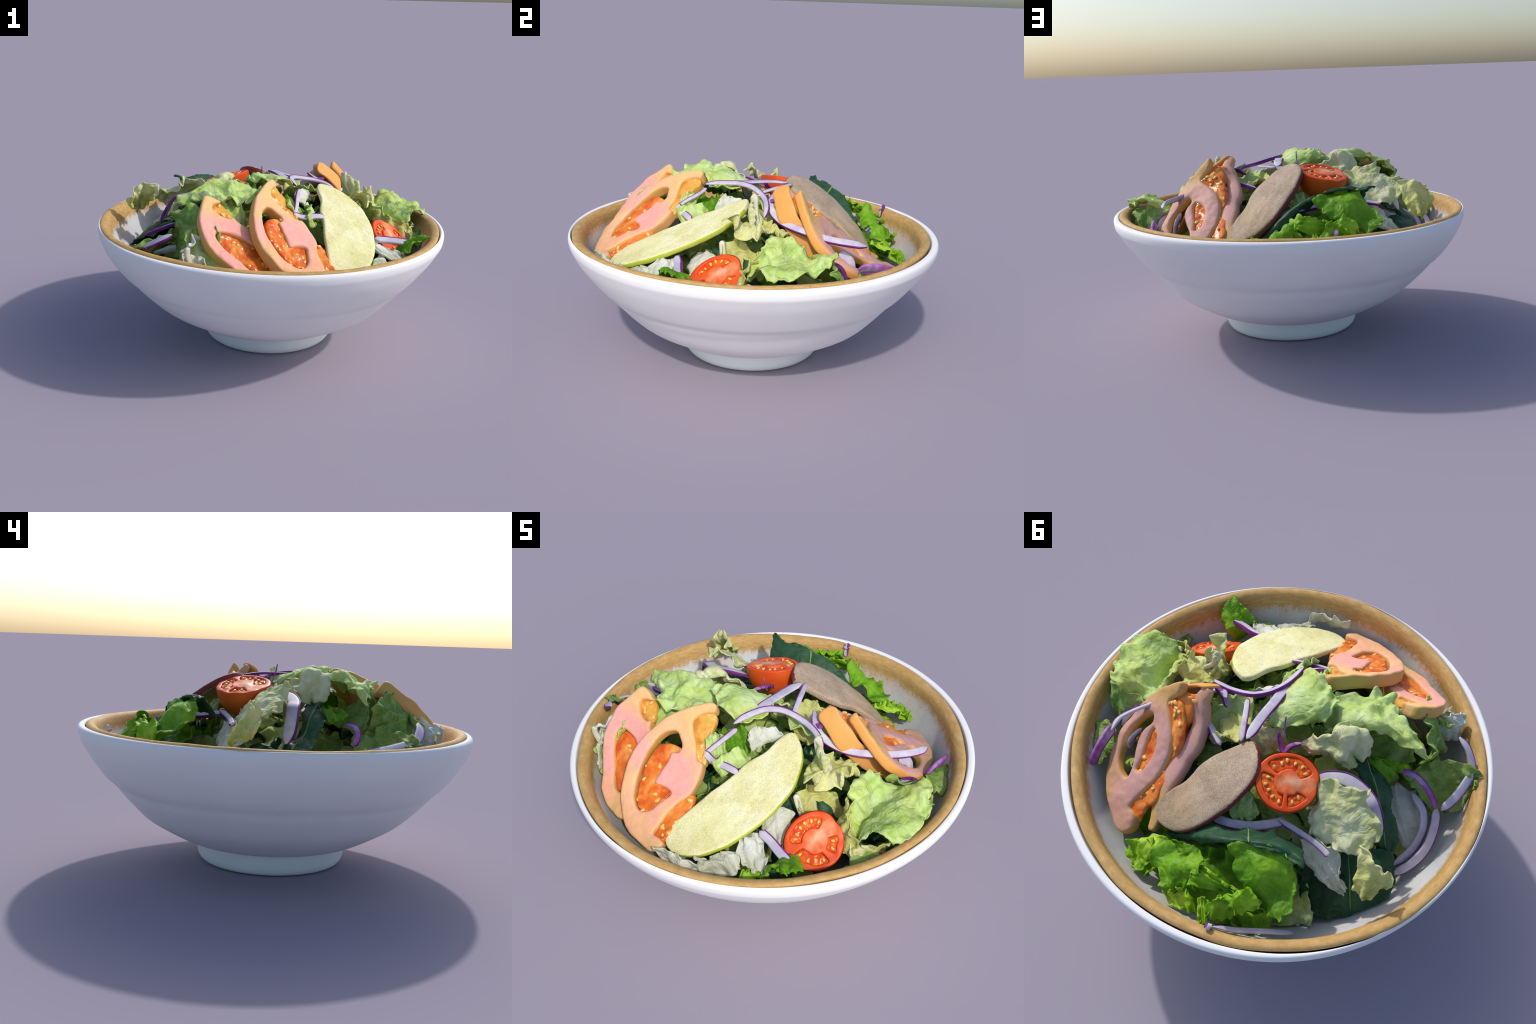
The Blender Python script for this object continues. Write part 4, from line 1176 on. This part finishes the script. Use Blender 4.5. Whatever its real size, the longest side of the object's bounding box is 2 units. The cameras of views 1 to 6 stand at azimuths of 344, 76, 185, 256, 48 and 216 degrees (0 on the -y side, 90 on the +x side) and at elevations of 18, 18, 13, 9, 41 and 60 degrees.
strip("onion_ring", [(0.055, -0.283, 0.964), (0.059, -0.193, 0.970), (0.088, -0.102, 0.971), (0.151, -0.039, 0.957), (0.254, -0.013, 0.931), (0.338, -0.019, 0.902), (0.389, -0.043, 0.865)],
    w=0.028, h=.016, flat=(.3, -.3, .9), skin=-1)
strip("onion_ring", [(0.235, 0.055, 0.960), (0.302, 0.011, 0.912), (0.357, 0.015, 0.875), (0.435, 0.047, 0.847), (0.508, 0.111, 0.828), (0.590, 0.229, 0.801), (0.646, 0.337, 0.790), (0.645, 0.413, 0.774)],
    w=0.037, h=.016, flat=(.5, -.5, .7), skin=1)
strip("onion_ring", [(0.050, 0.193, 0.955), (0.110, 0.087, 0.945), (0.169, -0.012, 0.940)],
    w=0.025, h=.012, flat=(0, 0, 1), skin=1)
strip("onion_ring", [(0.036, 0.170, 0.960), (0.047, 0.028, 0.970), (0.050, -0.073, 0.970), (0.062, -0.178, 0.960)],
    w=0.045, h=.012, flat=(0, 0, 1), skin=1)
strip("onion_ring", [(-0.281, 0.123, 0.870), (-0.349, 0.076, 0.885), (-0.411, 0.047, 0.885), (-0.492, 0.045, 0.865), (-0.555, 0.068, 0.840), (-0.598, 0.088, 0.760), (-0.631, 0.115, 0.690)],
    w=0.061, h=.016, flat=(-.3, .2, .9), skin=-1)
strip("onion_ring", [(0.016, 0.478, 0.730), (-0.097, 0.453, 0.760), (-0.179, 0.412, 0.770), (-0.248, 0.355, 0.785), (-0.277, 0.317, 0.790)],
    w=0.041, h=.016, flat=(-.2, .5, .8), skin=1)
strip("onion_ring", [(-0.249, 0.336, 0.800), (-0.354, 0.330, 0.790), (-0.432, 0.324, 0.775), (-0.490, 0.329, 0.765), (-0.516, 0.337, 0.760)],
    w=0.025, h=.014, flat=(-.2, .5, .8), skin=1)
strip("onion_ring", [(-0.671, -0.487, 0.790), (-0.735, -0.470, 0.760), (-0.792, -0.421, 0.720), (-0.805, -0.335, 0.700), (-0.796, -0.251, 0.680), (-0.779, -0.182, 0.665)],
    w=0.041, h=.014, flat=(-.5, -.3, .8), skin=-1)
strip("onion_ring", [(-0.537, -0.190, 0.770), (-0.615, -0.209, 0.765), (-0.698, -0.192, 0.735), (-0.761, -0.155, 0.700)],
    w=0.025, h=.016, flat=(-.4, 0, .9), skin=-1, purple=1)
strip("onion_ring", [(-0.755, -0.187, 0.655), (-0.790, -0.120, 0.620), (-0.811, -0.028, 0.585), (-0.794, 0.057, 0.545), (-0.749, 0.145, 0.515)],
    w=0.041, h=.014, flat=(-.5, .2, .8), skin=-1)
strip("onion_ring", [(-0.624, -0.191, 0.655), (-0.707, -0.155, 0.625), (-0.751, -0.090, 0.595), (-0.758, 0.002, 0.555), (-0.727, 0.111, 0.525)],
    w=0.037, h=.014, flat=(-.5, .2, .8), skin=-1)
strip("onion_ring", [(0.664, 0.559, 0.640), (0.684, 0.494, 0.665), (0.695, 0.424, 0.680), (0.703, 0.354, 0.680)],
    w=0.049, h=.02, flat=(-.7, -.5, .4), skin=1, purple=1)
strip("onion_strip", [(-0.287, 0.870, 0.733), (-0.285, 0.868, 0.700), (-0.280, 0.860, 0.660)],
    w=0.023, h=.02, flat=(0, 1, 0), skin=1)
strip("onion_strip", [(-0.282, 0.843, 0.650), (-0.401, 0.767, 0.625), (-0.485, 0.698, 0.600), (-0.558, 0.648, 0.580)],
    w=0.025, h=.012, flat=(0, -.4, .9), skin=0)
strip("onion_strip", [(0.329, 0.016, 0.930), (0.274, 0.029, 0.920), (0.229, 0.059, 0.900)],
    w=0.025, h=.016, flat=(0, 0, 1), skin=1, purple=1)
strip("onion_strip", [(0.280, 0.150, 0.870), (0.220, 0.180, 0.855), (0.158, 0.209, 0.840)],
    w=0.029, h=.018, flat=(0, 0, 1), skin=1)
strip("onion_ring", [(0.075, -0.280, 0.945), (0.054, -0.310, 0.915), (0.030, -0.370, 0.875), (0.000, -0.425, 0.830)],
    w=0.023, h=.014, flat=(.3, -.5, .8), skin=1)
strip("onion_ring", [(-0.005, -0.420, 0.845), (0.060, -0.420, 0.825), (0.120, -0.400, 0.820), (0.190, -0.380, 0.810)],
    w=0.033, h=.014, flat=(.3, -.5, .8), skin=-1)
strip("onion_strip", [(0.446, -0.491, 0.700), (0.510, -0.490, 0.690), (0.580, -0.500, 0.680), (0.657, -0.506, 0.665)],
    w=0.041, h=.022, flat=(.4, -.5, .8), skin=-1)
strip("onion_strip", [(-0.056, 0.062, 0.960), (-0.079, 0.080, 0.920), (-0.108, 0.101, 0.900), (-0.119, 0.063, 0.910), (-0.150, 0.017, 0.900)],
    w=0.018, h=.012, flat=(0, 0, 1), skin=1, purple=1)
strip("onion_strip", [(-0.057, 0.011, 1.023), (-0.060, 0.020, 0.980), (-0.075, 0.045, 0.920)],
    w=0.006, h=.006, flat=(1, 0, 0), skin=1, purple=1)
strip("onion_strip", [(0.570, 0.300, 0.720), (0.590, 0.350, 0.680), (0.600, 0.360, 0.600)],
    w=0.049, h=.016, flat=(.8, 0, .2), skin=1)
strip("onion_strip", [(0.660, 0.200, 0.700), (0.690, 0.270, 0.680), (0.710, 0.300, 0.600)],
    w=0.029, h=.016, flat=(0, 1, 0), skin=1)
strip("lettuce_rib", [(0.411, -0.101, 0.995), (0.420, -0.100, 0.930), (0.450, -0.100, 0.870), (0.490, -0.090, 0.830)],
    w=.04, h=.02, flat=(.8, -.5, .2), skin=0)
strip("lettuce_rib", [(0.440, -0.265, 0.770), (0.455, -0.262, 0.720), (0.480, -0.258, 0.650)],
    w=.03, h=.02, flat=(.8, -.5, .2), skin=0)
strip("lettuce_rib", [(-0.620, -0.630, 0.765), (-0.620, -0.630, 0.720), (-0.600, -0.620, 0.660)],
    w=.03, h=.02, flat=(.4, -.8, .2), skin=0)

# torn leaves heaped underneath, filling the bowl
rnd = random.Random(21)
for k in range(78):
    rr = 0.70 * math.sqrt((k + 0.5) / 78)
    a = k * 2.39996 + rnd.uniform(-0.2, 0.2)
    cx, cy = rr * math.cos(a), rr * math.sin(a)
    cz = 0.74 - 0.36 * (rr / 0.80) ** 2 + rnd.uniform(-0.05, 0.02)
    slope = 0.7 * rr / 0.85
    t1 = V3((math.cos(a), math.sin(a), -slope + rnd.uniform(-0.4, 0.4))).normalized()
    t2 = V3((-math.sin(a), math.cos(a), rnd.uniform(-0.4, 0.4))).normalized()
    s1, s2 = rnd.uniform(0.09, 0.15), rnd.uniform(0.09, 0.15)
    up = t1.cross(t2)
    rows = [[V3((cx, cy, cz)) + t1 * s1 * i + t2 * s2 * j + up * rnd.uniform(-0.03, 0.03) for j in (-1, -0.3, 0.3, 1)] for i in (-1, -0.3, 0.3, 1)]
    mat = rnd.choice(["green", "green", "romaine", "spinach", "pale", "green"])
    leaf({"romaine": "romaine_leaf", "spinach": "spinach_leaf"}.get(mat, "lettuce_leaf"), mat, rows, bump=0.014, ruf=0.018, res=26)

for ob in SCENE.objects:
    if ob.name.startswith("plate"):
        ob.hide_render = True
